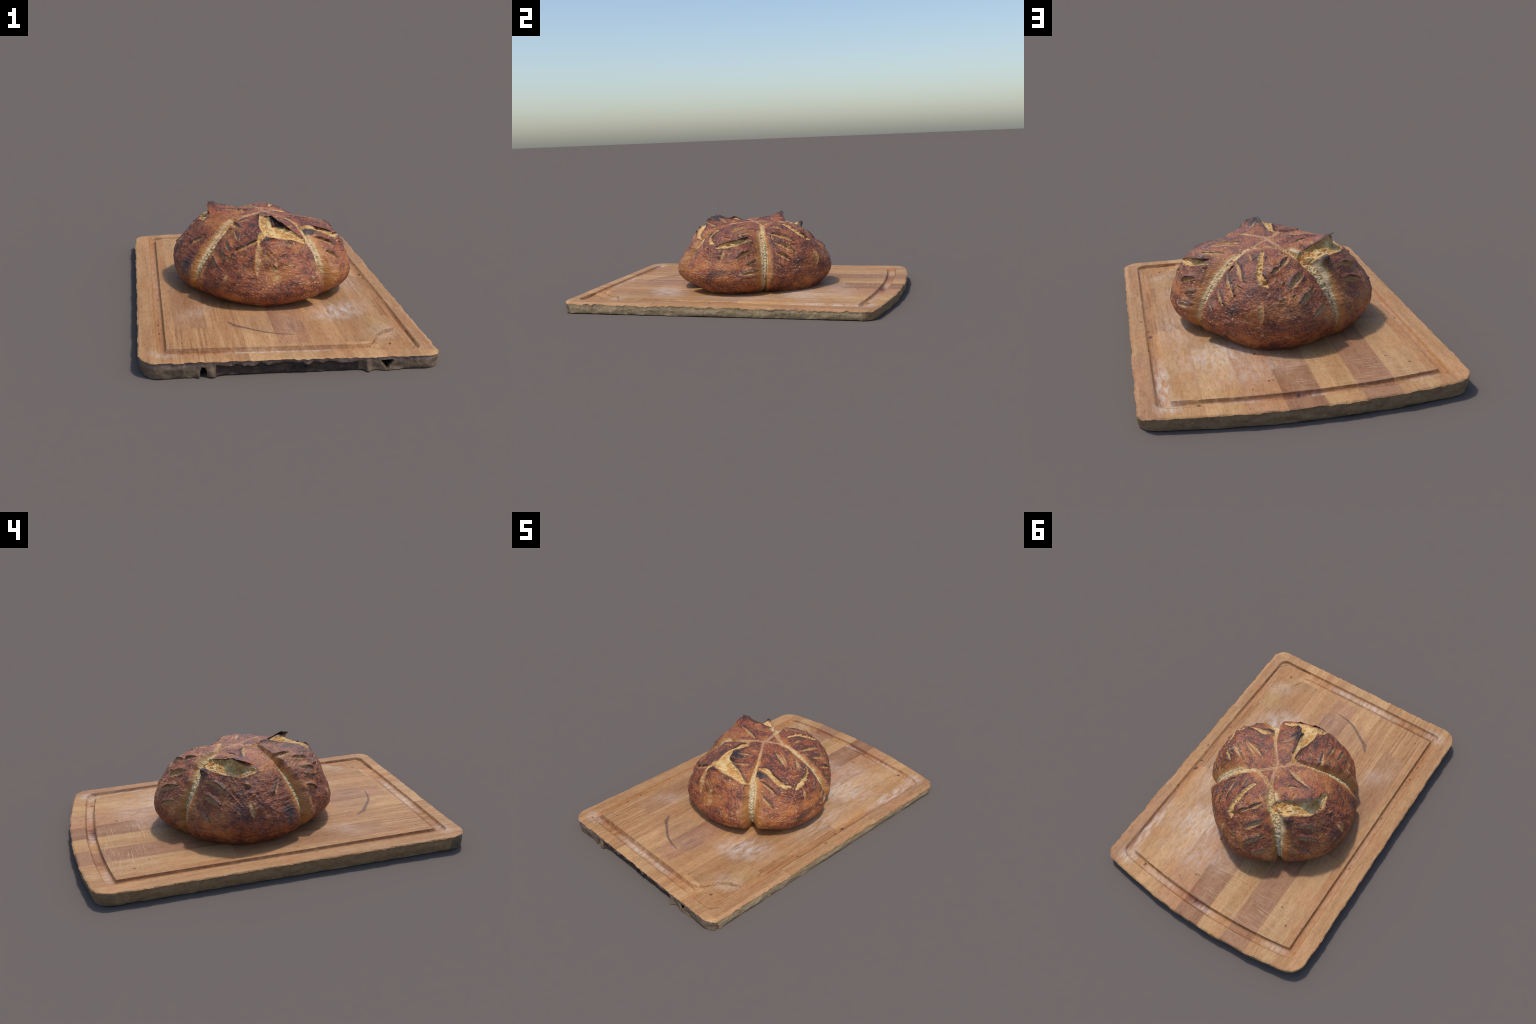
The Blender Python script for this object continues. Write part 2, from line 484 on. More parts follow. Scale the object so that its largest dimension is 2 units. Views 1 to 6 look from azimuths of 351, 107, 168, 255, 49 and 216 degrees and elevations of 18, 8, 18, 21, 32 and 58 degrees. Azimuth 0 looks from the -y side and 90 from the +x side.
# column: list of (y where the stave ends, tone, stripe)
STAVES = [
    [(-0.10, T, 0.25), (9, T, 0.1)],
    [(-0.620, T, 0.75), (0.20, P_, 0.2), (9, L, 0.0)],
    [(-0.30, T, 0.5), (0.12, P_, 0.1), (9, D, 0.0)],
    [(-0.25, L, 0.1), (0.10, P_, 0.1), (9, Y, 0.0)],
    [(-0.825, L, 0.0), (-0.18, (0.47, 0.255, 0.135), 0.15), (0.28, P_, 0.0), (0.63, B, 0.0), (9, D, 0.0)],
    [(-0.10, T, 0.0), (0.30, P_, 0.1), (9, (0.46, 0.245, 0.12), 0.1)],
    [(-0.823, L, 0.1), (-0.15, T, 0.1), (0.36, L, 0.0), (9, (0.53, 0.31, 0.14), 0.0)],
    [(-0.790, L, 0.1), (-0.512, Y, 0.2), (0.10, T, 0.6), (9, (0.50, 0.28, 0.12), 0.0)],
    [(-0.935, L, 0.0), (-0.40, (0.48, 0.27, 0.13), 0.3), (0.34, T, 0.2), (9, P_, 0.1)],
]

board = bpy.data.objects.new("cutting_board", None)
board["label"] = "worn butcher block cutting board with juice groove and flour dust"
board["category"] = "cutting board"
link(board)


def build_stave(ci, y_from, y_to, tone, stripe, idx):
    gap = 0.00012
    xa, xb = X_COLS[ci], X_COLS[ci + 1]
    if ci > 0:
        xa += gap
    if ci < 8:
        xb -= gap
    nx = max(14, int((xb - xa) / 0.0038))
    u = np.linspace(0, 1, nx + 1)
    if ci == 0:
        u = 1 - np.cos(u * math.pi / 2)
    if ci == 8:
        u = np.sin(u * math.pi / 2)
    xs = xa + (xb - xa) * u
    lo, hi = y_ends(xs)
    first, last = y_from is None, y_to is None
    ya = lo if first else np.maximum(lo, y_from + gap)
    yb = hi if last else np.minimum(hi, y_to - gap)
    ny = max(10, int((yb.max() - ya.min()) / 0.0042))
    v = np.linspace(0, 1, ny + 1)
    X = np.repeat(xs[:, None], ny + 1, 1)
    Yg = ya[:, None] + (yb - ya)[:, None] * v[None, :]
    x, y = X.ravel(), Yg.ravel()
    lo_g, hi_g = np.repeat(lo, ny + 1), np.repeat(hi, ny + 1)
    big = np.full_like(x, 9.0)
    dl = x - X_COLS[0]
    dr = X_COLS[-1] - x
    df = y - lo_g
    db = hi_g - y
    d = np.minimum(np.minimum(dl, dr), np.minimum(df, db))
    d = np.maximum(d, 0)
    p0 = np.stack([x, y, 0 * x], 1)
    # outward direction, blended near corners
    ex = np.exp(-dr / 0.03) - np.exp(-dl / 0.03)
    ey = np.exp(-db / 0.03) - np.exp(-df / 0.03)
    n = np.hypot(ex, ey) + 1e-9
    ex, ey = ex / n, ey / n
    wob = edge_wobble(p0, 3) * np.exp(-d / 0.012)
    x2, y2 = x + ex * wob, y + ey * wob
    z = board_top(x, y) - GROOVE_DEPTH * groove_depth(x, y)
    z += 0.0006 * vnoise(p0, (9, 3, 1), 8) + 0.00035 * vnoise(p0, (60, 20, 1), 9)
    # worn, irregular arris
    wear = 0.004 + 0.004 * (vnoise(p0, 30, 12) * 0.5 + 0.5) + 0.012 * (dr < 0.05)
    drop = np.clip(1 - d / (wear + 0.004), 0, 1)
    z -= drop ** 2 * (0.006 + 0.004 * vnoise(p0, 45, 13)) * (1 + 1.2 * (dr < 0.03))
    top = np.stack([x2, y2, z], 1)

    # perimeter loop of grid indices, counter-clockwise from above
    def gi(i, j):
        return i * (ny + 1) + j
    loop = [gi(i, 0) for i in range(nx)] + [gi(nx, j) for j in range(ny)] + \
           [gi(i, ny) for i in range(nx, 0, -1)] + [gi(0, j) for j in range(ny, 0, -1)]
    loop = np.array(loop)
    edge_side = []
    for k in range(len(loop)):
        a = loop[k]
        i, j = divmod(int(a), ny + 1)
        if first and k < nx:
            edge_side.append("front")
        elif nx <= k < nx + ny:
            edge_side.append("right" if ci == 8 else "")
        elif last and nx + ny <= k < 2 * nx + ny:
            edge_side.append("rear")
        elif k >= 2 * nx + ny:
            edge_side.append("left" if ci == 0 else "")
        else:
            edge_side.append("")
    outer = np.array([bool(s) for s in edge_side]) | np.array([bool(edge_side[k - 1]) for k in range(len(loop))])
    rows = 9
    verts = [top]
    base = len(top)
    lx, ly = x[loop], y[loop]
    lex, ley, lz = ex[loop], ey[loop], z[loop]
    ring_prev = loop
    faces, mats = [], []
    ii, jj = np.meshgrid(np.arange(nx), np.arange(ny), indexing="ij")
    a = (ii * (ny + 1) + jj).ravel()
    faces += np.stack([a, a + ny + 1, a + ny + 2, a + 1], 1).tolist()
    mats += [0] * len(a)
    front_mid = smooth(-0.362, -0.352, lx) * smooth(0.335, 0.325, lx) * smooth(-0.9, -0.96, ly)
    for r in range(1, rows + 1):
        t = r / rows
        zz = lz * (1 - t) + 0.0 * t
        q = np.stack([lx, ly, zz], 1)
        w = edge_wobble(np.stack([lx, ly, 0 * lx], 1), 3) * (1 - t) + \
            (0.0042 * vnoise(q, (16, 16, 40), 31) + 0.0030 * np.abs(vnoise(q, (40, 40, 55), 33)) + 0.0010 * vnoise(q, 110, 34)) * min(1, 3 * t)
        inset = 0.003 + np.where(ly < -0.95, 0.004, 0.010) * t ** 2.2
        right = np.clip((lx - 0.6) / 0.09, 0, 1)
        inset = inset - right * 0.003 * t + np.clip((-lx - 0.6) / 0.09, 0, 1) * 0.008 * t
        rag = 0.30 + 0.16 * vnoise(np.stack([lx * 1.0, 0 * lx, 0 * lx], 1), 28, 40)
        inset = inset + front_mid * 0.013 * smooth(rag - 0.08, rag + 0.08, np.full_like(lx, t))
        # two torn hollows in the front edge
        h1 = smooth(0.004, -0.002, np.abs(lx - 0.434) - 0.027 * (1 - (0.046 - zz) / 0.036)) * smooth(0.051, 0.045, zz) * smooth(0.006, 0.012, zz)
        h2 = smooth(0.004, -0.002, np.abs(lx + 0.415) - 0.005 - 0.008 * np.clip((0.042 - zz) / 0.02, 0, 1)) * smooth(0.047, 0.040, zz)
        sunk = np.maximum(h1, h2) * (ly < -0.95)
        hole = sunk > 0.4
        # small tabs left standing below
        tab = np.exp(-((lx - 0.345) / 0.014) ** 2) + 0.9 * np.exp(-((lx + 0.375) / 0.018) ** 2) + 0.7 * np.exp(-((lx + 0.437) / 0.012) ** 2) + 0.6 * np.exp(-((lx - 0.43) / 0.03) ** 2)
        inset = inset - tab * (ly < -0.95) * 0.017 * smooth(0.3, 0.9, np.full_like(lx, t))
        fall = np.where(outer, 1.0, np.clip(1 - d[loop] / 0.045, 0, 1))
        w = w + (ly < -0.95) * 0.0045 * vnoise(np.stack([lx, 0 * lx, zz], 1), (30, 1, 30), 47) * t
        off = (w - inset - 0.035 * sunk * outer) * fall
        ring = np.stack([lx + lex * off, ly + ley * off, zz], 1)
        if r == rows:
            low = 0.0014 * (vnoise(np.stack([lx, ly, 0 * lx], 1), 18, 50) + 1)
            ring[:, 2] = np.where(outer, low, 0.0016)
            ring[:, 2] = np.where(hole, 0.003, ring[:, 2])
        verts.append(ring)
        idxs = base + np.arange(len(loop))
        nxt = np.roll(idxs, -1)
        pv = np.roll(ring_prev, -1)
        for k in range(len(loop)):
            faces.append([int(ring_prev[k]), int(idxs[k]), int(nxt[k]), int(pv[k])])
            s = edge_side[k]
            kx = lx[k]
            if hole[k]:
                mats.append(6)
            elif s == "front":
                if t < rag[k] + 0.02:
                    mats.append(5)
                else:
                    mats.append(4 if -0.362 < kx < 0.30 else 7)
            elif s == "right":
                mats.append(1)
            elif s == "rear":
                mats.append(3)
            elif s == "left":
                mats.append(2)
            else:
                mats.append(0)
        ring_prev = idxs
        base += len(loop)
    # underside
    c = base
    verts.append(np.array([[lx.mean(), ly.mean(), 0.0018]]))
    for k in range(len(loop)):
        faces.append([int(ring_prev[k]), c, int(ring_prev[(k + 1) % len(loop)])])
        mats.append(2)
    V = np.concatenate(verts)
    me = make_mesh("stave", V, faces,
                   [wood_mat(tone, idx * 0.731, stripe), SIDE_RIGHT, SIDE_WOOD, SIDE_REAR, SIDE_DARK, CHIPPED, HOLLOW, SIDE_MID], mats)
    me.set_sharp_from_angle(angle=math.radians(50))
    ob = bpy.data.objects.new("stave", me)
    link(ob, board)


n_st = 0
for ci, column in enumerate(STAVES):
    y0 = None
    for y_end, tone, stripe in column:
        last = y_end > 2
        jit = rng.uniform(0.90, 1.08)
        build_stave(ci, y0, None if last else y_end, tuple(c * jit for c in tone), stripe, n_st)
        y0 = y_end
        n_st += 1

# faint branded lettering burnt into the front edge
txt = bpy.data.curves.new("edge_lettering", "FONT")
txt.body = "IKEA"
txt.size = 0.034
txt.extrude = 0.0008
txt.space_character = 1.25
txt.align_x = "CENTER"
tob = bpy.data.objects.new("edge_lettering_source", txt)
link(tob)
tob.location = (0.020, -0.9800, 0.018)
tob.rotation_euler = (math.radians(90), 0, 0)
bpy.context.view_layer.update()
tm = bpy.data.meshes.new_from_object(tob.evaluated_get(bpy.context.evaluated_depsgraph_get()))
tm.transform(tob.matrix_world)
bpy.data.objects.remove(tob)
INK = new_mat("burnt_ink")
principled(INK, (0.016, 0.014, 0.014), 0.8)
tm.materials.clear()
tm.materials.append(INK)
link(bpy.data.objects.new("edge_lettering", tm), board)

# ================================================================ LOAF

CX, CY, CZ = -0.03, 0.06, 0.20
SQUASH = 1.45          # the loaf is star-shaped about its heart in a space stretched by this in z
BASE_Z = 0.07

# radius of the loaf along 16 directions (every 22.5 degrees from +x) on rings of equal elevation
RINGS = [
    (-90, [0.195, 0.195, 0.195, 0.195, 0.195, 0.195, 0.195, 0.195, 0.195, 0.195, 0.195, 0.195, 0.195, 0.195, 0.195, 0.195]),
    (-60, [0.236, 0.221, 0.221, 0.227, 0.226, 0.223, 0.226, 0.226, 0.221, 0.222, 0.237, 0.243, 0.226, 0.210, 0.225, 0.243]),
    (-45, [0.271, 0.243, 0.262, 0.285, 0.274, 0.260, 0.272, 0.284, 0.276, 0.260, 0.264, 0.286, 0.278, 0.258, 0.279, 0.302]),
    (-35, [0.329, 0.300, 0.327, 0.357, 0.341, 0.318, 0.330, 0.345, 0.341, 0.322, 0.310, 0.335, 0.344, 0.321, 0.333, 0.360]),
    (-25, [0.414, 0.378, 0.393, 0.418, 0.409, 0.382, 0.389, 0.400, 0.403, 0.395, 0.380, 0.408, 0.427, 0.407, 0.405, 0.436]),
    (-15, [0.485, 0.438, 0.430, 0.446, 0.453, 0.426, 0.427, 0.438, 0.443, 0.444, 0.441, 0.473, 0.490, 0.486, 0.479, 0.503]),
    (-5, [0.509, 0.453, 0.439, 0.449, 0.470, 0.441, 0.436, 0.458, 0.461, 0.455, 0.468, 0.504, 0.504, 0.525, 0.525, 0.534]),
    (5, [0.496, 0.437, 0.435, 0.449, 0.469, 0.434, 0.426, 0.462, 0.465, 0.441, 0.462, 0.503, 0.486, 0.522, 0.533, 0.531]),
    (15, [0.486, 0.417, 0.430, 0.453, 0.459, 0.420, 0.413, 0.454, 0.458, 0.425, 0.447, 0.495, 0.476, 0.504, 0.516, 0.522]),
    (25, [0.490, 0.407, 0.423, 0.455, 0.445, 0.409, 0.411, 0.444, 0.448, 0.418, 0.438, 0.495, 0.492, 0.496, 0.496, 0.521]),
    (35, [0.489, 0.404, 0.417, 0.455, 0.435, 0.408, 0.421, 0.447, 0.448, 0.423, 0.435, 0.496, 0.515, 0.497, 0.481, 0.514]),
    (45, [0.465, 0.402, 0.416, 0.452, 0.433, 0.414, 0.434, 0.460, 0.460, 0.435, 0.436, 0.486, 0.517, 0.495, 0.469, 0.488]),
    (55, [0.432, 0.403, 0.419, 0.444, 0.431, 0.418, 0.437, 0.463, 0.466, 0.446, 0.438, 0.468, 0.494, 0.479, 0.453, 0.451]),
    (65, [0.410, 0.404, 0.415, 0.426, 0.420, 0.414, 0.426, 0.445, 0.451, 0.442, 0.437, 0.449, 0.460, 0.453, 0.435, 0.422]),
    (75, [0.402, 0.401, 0.404, 0.406, 0.404, 0.404, 0.409, 0.418, 0.423, 0.424, 0.425, 0.427, 0.429, 0.425, 0.417, 0.408]),
    (90, [0.400, 0.400, 0.400, 0.400, 0.400, 0.400, 0.400, 0.400, 0.400, 0.400, 0.400, 0.400, 0.400, 0.400, 0.400, 0.400]),
]


def catmull(p0, p1, p2, p3, t):
    return 0.5 * (2 * p1 + (p2 - p0) * t + (2 * p0 - 5 * p1 + 4 * p2 - p3) * t * t + (3 * p1 - p0 - 3 * p2 + p3) * t ** 3)


def base_radius(theta, phi):
    el = 90 - np.degrees(theta)
    E = np.array([r[0] for r in RINGS], float)
    R = np.array([r[1] for r in RINGS], float)
    # the underside settles onto the board close to the visible rim
    R = R * (1 + 0.22 * np.exp(-((E + 40) / 13.0) ** 2))[:, None]
    k = np.clip(np.searchsorted(E, el, side="right") - 1, 0, len(E) - 2)
    t = (el - E[k]) / (E[k + 1] - E[k])
    f = (phi % TAU) / TAU * 16
    j = np.floor(f).astype(int)
    s = f - j

    def ring(kk):
        kk = np.clip(kk, 0, len(E) - 1)
        return catmull(R[kk, (j - 1) % 16], R[kk, j % 16], R[kk, (j + 1) % 16], R[kk, (j + 2) % 16], s)
    # cubic between rings with monotone-ish tangents
    return catmull(ring(k - 1), ring(k), ring(k + 1), ring(k + 2), t)


# --- the scoring pattern, laid out on the loaf's azimuthal chart -----------
# chart: a point at polar angle theta (radians from the crown) and azimuth phi
# sits at (theta cos phi, theta sin phi).  Strokes are (x, y, half width).
# grooves carry a fourth value: the radius of the loaf at the groove floor
GROOVES = {
    "right": [(.11, -.01, .004, .40), (.20, .06, .007, .405), (.27, .115, .012, .40), (.36, .168, .025, .400), (.54, .235, .036, .393), (.65, .272, .042, .387),
              (.88, .38, .048, .384), (1.11, .47, .050, .386), (1.32, .54, .052, .399), (1.52, .59, .050, .411), (1.72, .65, .048, .405), (1.95, .72, .046, .36), (2.25, .82, .04, .27)],
    "right_branch": [(.328, .165, .02, .39), (.16, .215, .022, .39), (.03, .287, .03, .385)],
    "rear": [(.11, 0, .004, .40), (.085, .09, .005, .40), (.055, .17, .012, .395), (.02, .27, .03, .386), (-.06, .40, .055, .380), (-.17, .54, .068, .377),
             (-.315, .68, .075, .377), (-.43, .81, .068, .376), (-.53, .97, .060, .371), (-.63, 1.13, .055, .373), (-.75, 1.31, .05, .379), (-.86, 1.48, .045, .391),
             (-.94, 1.66, .044, .38), (-1.03, 1.86, .042, .345), (-1.14, 2.1, .036, .27)],
    "front": [(.10, -.02, .004, .40), (.13, -.09, .005, .41), (.20, -.17, .006, .415), (.30, -.29, .008, .425), (.40, -.43, .015, .437), (.50, -.60, .030, .448),
              (.59, -.75, .044, .452), (.72, -.90, .05, .448), (.83, -1.06, .05, .448), (.95, -1.21, .048, .445), (1.09, -1.40, .046, .430), (1.22, -1.57, .044, .395), (1.40, -1.80, .04, .28)],
    "left": [(.09, -.04, .004, .40), (-.01, -.12, .012, .41), (-.07, -.205, .030, .418), (-.22, -.275, .026, .402), (-.36, -.345, .034, .397), (-.525, -.46, .040, .385),
             (-.70, -.585, .046, .381), (-.90, -.72, .048, .386), (-1.085, -.825, .048, .400), (-1.25, -.925, .045, .412), (-1.43, -1.06, .043, .405), (-1.62, -1.19, .04, .37), (-1.87, -1.36, .036, .28)],
}
GENTLE = {"right": -1, "rear": 1, "left": -1, "front": 1}      # side (left = +1) that slopes softly into the groove


def offset_path(path, side, shift, grow, start=0):
    """Slide a stroke path sideways by shift * half width and scale its half width."""
    out = []
    for k, (x, y, w, *_) in enumerate(path):
        a, b = path[max(k - 1, 0)], path[min(k + 1, len(path) - 1)]
        tx, ty = b[0] - a[0], b[1] - a[1]
        n = math.hypot(tx, ty)
        d = shift * w * side
        out.append((x - ty / n * d, y + tx / n * d, w * grow))
    return out[start:]


SLOPES = {k: offset_path(GROOVES[k], g, 1.3, 1.0, 4) for k, g in GENTLE.items()}
WOUNDS = {
    "rear_burst": [(-.24, .535, .09), (-.355, .435, .108), (-.47, .35, .112), (-.585, .25, .115), (-.68, .12, .09), (-.69, -.02, .045)],
    "front_burst": [(-.06, -.21, .03), (.01, -.32, .045), (.0, -.48, .055), (.0, -.64, .07), (.04, -.74, .095), (.17, -.75, .098),
                    (.33, -.77, .066), (.46, -.80, .04), (.56, -.79, .012)],
    "front_tear": [(-.06, -.80, .045), (-.10, -.875, .026), (-.115, -.92, .008)],
    "right_burst": [(.50, -.50, .015), (.60, -.45, .040), (.72, -.455, .036), (.85, -.455, .035), (.93, -.42, .038), (.97, -.36, .015)],
    "right_burst_low": [(.873, .145, .008), (.94, .05, .038), (1.0, -.06, .050), (1.03, -.18, .050), (1.06, -.31, .016)],
    "rear_gash": [(.225, .363, .02), (.30, .60, .036), (.355, .76, .04), (.34, .89, .045), (.305, .945, .02)],
}
# short scores: (x0, y0, x1, y1, half width, depth factor)
SLASHES = [
    (-.10, -.86, -.185, -1.39, .036, .45), (-.09, -.865, -.26, -.935, .020, .9), (-.25, -.92, -.39, -.965, .024, .9),
    (.42, -.09, .71, -.195, .028, .8), (.66, .095, .837, -.095, .016, .6), (.665, -.63, .95, -.602, .022, 1), (.84, -.785, 1.09, -.772, .025, 1),
    (1.12, -.20, 1.272, -.243, .024, .5), (1.278, -.004, 1.097, .20, .022, 1), (1.378, .174, 1.267, .328, .018, .8), (1.553, .117, 1.468, .405, .034, .6),
    (.852, -.065, .69, .073, .022, .8), (.128, -.497, .252, -.397, .013, .5), (.226, -.639, .345, -.555, .013, .5), (.72, -.17, .45, -.02, .014, .4),
    (.576, .323, .577, .776, .028, .9), (.766, .513, .776, .907, .033, .9), (.963, .598, .989, .93, .031, 1), (1.18, .63, 1.198, .867, .017, .6),
    (.39, .325, .38, .49, .016, .6), (.21, .804, .096, .712, .022, .8), (.096, .712, -.035, .557, .026, .9), (.061, 1.051, -.183, .769, .044, 1),
    (-.045, 1.262, -.30, 1.03, .036, 1), (-.245, 1.433, -.455, 1.252, .030, .7), (.427, 1.118, .547, 1.435, .040, .35), (.217, 1.187, .13, 1.166, .018, .5),
    (-.632, .567, -.953, .388, .028, .9), (-.763, .759, -1.106, .552, .032, 1), (-1.027, .945, -1.254, .832, .025, .6), (-1.142, .115, -1.426, .102, .034, .35),
    (-.848, -.382, -1.10, -.29, .024, .5), (-.052, -.077, -.44, .024, .025, .8), (-.15, .172, -.355, .096, .013, .5), (-.425, -.35, -.29, -.60, .028, .9),
    (-.368, -.607, -.34, -.817, .021, .8), (-.52, -.73, -.49, -.93, .022, .9), (-.625, -.785, -.59, -.98, .017, .8), (-.80, -.86, -.77, -1.085, .022, .8),
    (-.47, -1.0, -.42, -1.035, .020, .7), (.60, .40, .72, .47, .012, .5), (1.50, -.55, 1.42, -.70, .012, .3),
]
SEG_GROOVE = [s for p in GROOVES.values() for s in path_segments(p)]
SEG_SLOPE = [s for p in SLOPES.values() for s in path_segments(p)]
SEG_WOUND = [s for p in WOUNDS.values() for s in path_segments(p)]
# plus small stray cracks that open where the skin stretched
crng = np.random.default_rng(11)
while len(SLASHES) < 62:
    cth, cph = crng.uniform(0.35, 1.35), crng.uniform(0, TAU)
    cx0, cy0 = cth * math.cos(cph), cth * math.sin(cph)
    here = np.array([[cx0, cy0]])
    if min(stroke_np(here, SEG_GROOVE + SEG_WOUND)[0], stroke_np(here, [(a, b, 0, c, d, 0, w) for a, b, c, d, w, k in SLASHES])[0]) > 0.045:
        ca, cl = cph + crng.uniform(0.7, 1.9) * crng.choice([-1, 1]), crng.uniform(0.03, 0.075)
        SLASHES.append((cx0 - cl * math.cos(ca), cy0 - cl * math.sin(ca), cx0 + cl * math.cos(ca), cy0 + cl * math.sin(ca), crng.uniform(.006, .013), crng.uniform(.35, .7)))
SLASHES = [(a, b, c, d, w * 1.15, k) for a, b, c, d, w, k in SLASHES]
SEG_SLASH = [(a, b, 0.0, c, d, 0.0, w) for a, b, c, d, w, k in SLASHES]


def lip_stroke(a, b, c, d, w, k):
    """Scorched lip along the crown side of a score."""
    nx, ny = -(d - b), c - a
    n = math.hypot(nx, ny) * (1 if nx * (a + c) + ny * (b + d) < 0 else -1)
    e = w * 1.05 + 0.006
    return (a + nx / n * e * 0.4, b + ny / n * e * 0.4, 0.001, c + nx / n * e * 0.4, d + ny / n * e * 0.4, 0.001, e * 0.85)


SEG_LIP = [lip_stroke(*row) for row in SLASHES[:44] if row[5] > 0.45]
# crust lifted along the edges of the bursts: (x, y, radius, height)
LIFTS = [(-.37, .27, .10, .012), (-.49, .17, .10, .042), (-.54, .06, .10, .022), (-.45, .555, .075, .050), (.22, .76, .09, .014), (.08, -.52, .12, .042), (.20, -.63, .10, .016),
         (-.02, -.88, .10, .012), (.28, -.90, .09, .008), (-.045, -.35, .07, .018), (.86, .0, .10, .010), (.58, -.56, .09, .010), (1.05, -.1, .22, -.010),
         (.72, -.25, .16, -.006), (-.78, .0, .16, -.012), (-1.4, .02, .22, -.012), (-1.0, -1.12, .18, -.010), (.80, -.62, .16, -.006), (.80, -1.02, .26, -.014), (1.0, -.72, .24, -.012), (-.66, -1.08, .20, -.009), (-.98, 1.28, .22, -.010), (-.45, -.62, .16, -.009), (1.0, -1.25, .2, -.006),
         (.26, .50, .12, .010), (.14, .60, .10, .010), (-.10, .66, .10, .008), (.48, .40, .10, .006), (.42, .62, .10, .006), (.66, .66, .12, .006)]


def side_of_path(P, path):
    """Distance to a polyline, signed offset (positive on its left) half width and floor radius at the nearest segment."""
    best = np.full(len(P), 9.0)
    side = np.zeros(len(P))
    wid = np.full(len(P), 0.01)
    rad = np.zeros(len(P))
    for a, b in zip(path[:-1], path[1:]):
        bx, by = b[0] - a[0], b[1] - a[1]
        px, py = P[:, 0] - a[0], P[:, 1] - a[1]
        t = np.clip((px * bx + py * by) / (bx * bx + by * by), 0, 1)
        d = np.hypot(px - t * bx, py - t * by)
        cr = (bx * py - by * px) / math.hypot(bx, by)
        m = d < best
        best = np.where(m, d, best)
        side = np.where(m, cr, side)
        wid = np.where(m, a[2] + t * (b[2] - a[2]), wid)
        rad = np.where(m, a[3] + t * (b[3] - a[3]), rad)
    return best, side, wid, rad


def chart_of(theta, phi):
    return np.stack([theta * np.cos(phi), theta * np.sin(phi)], 1)


def directions(theta, phi):
    return np.stack([np.sin(theta) * np.cos(phi), np.sin(theta) * np.sin(phi), np.cos(theta)], 1)


def crust_radius(theta, phi):
    """Uncut crust, with the lifted rims."""
    r = base_radius(theta, phi)
    c = chart_of(theta, phi)
    for x, y, rad, h in LIFTS:
        d2 = ((c[:, 0] - x) ** 2 + (c[:, 1] - y) ** 2) / rad ** 2
        r = r + h * np.exp(-d2 * 1.8)
    return r


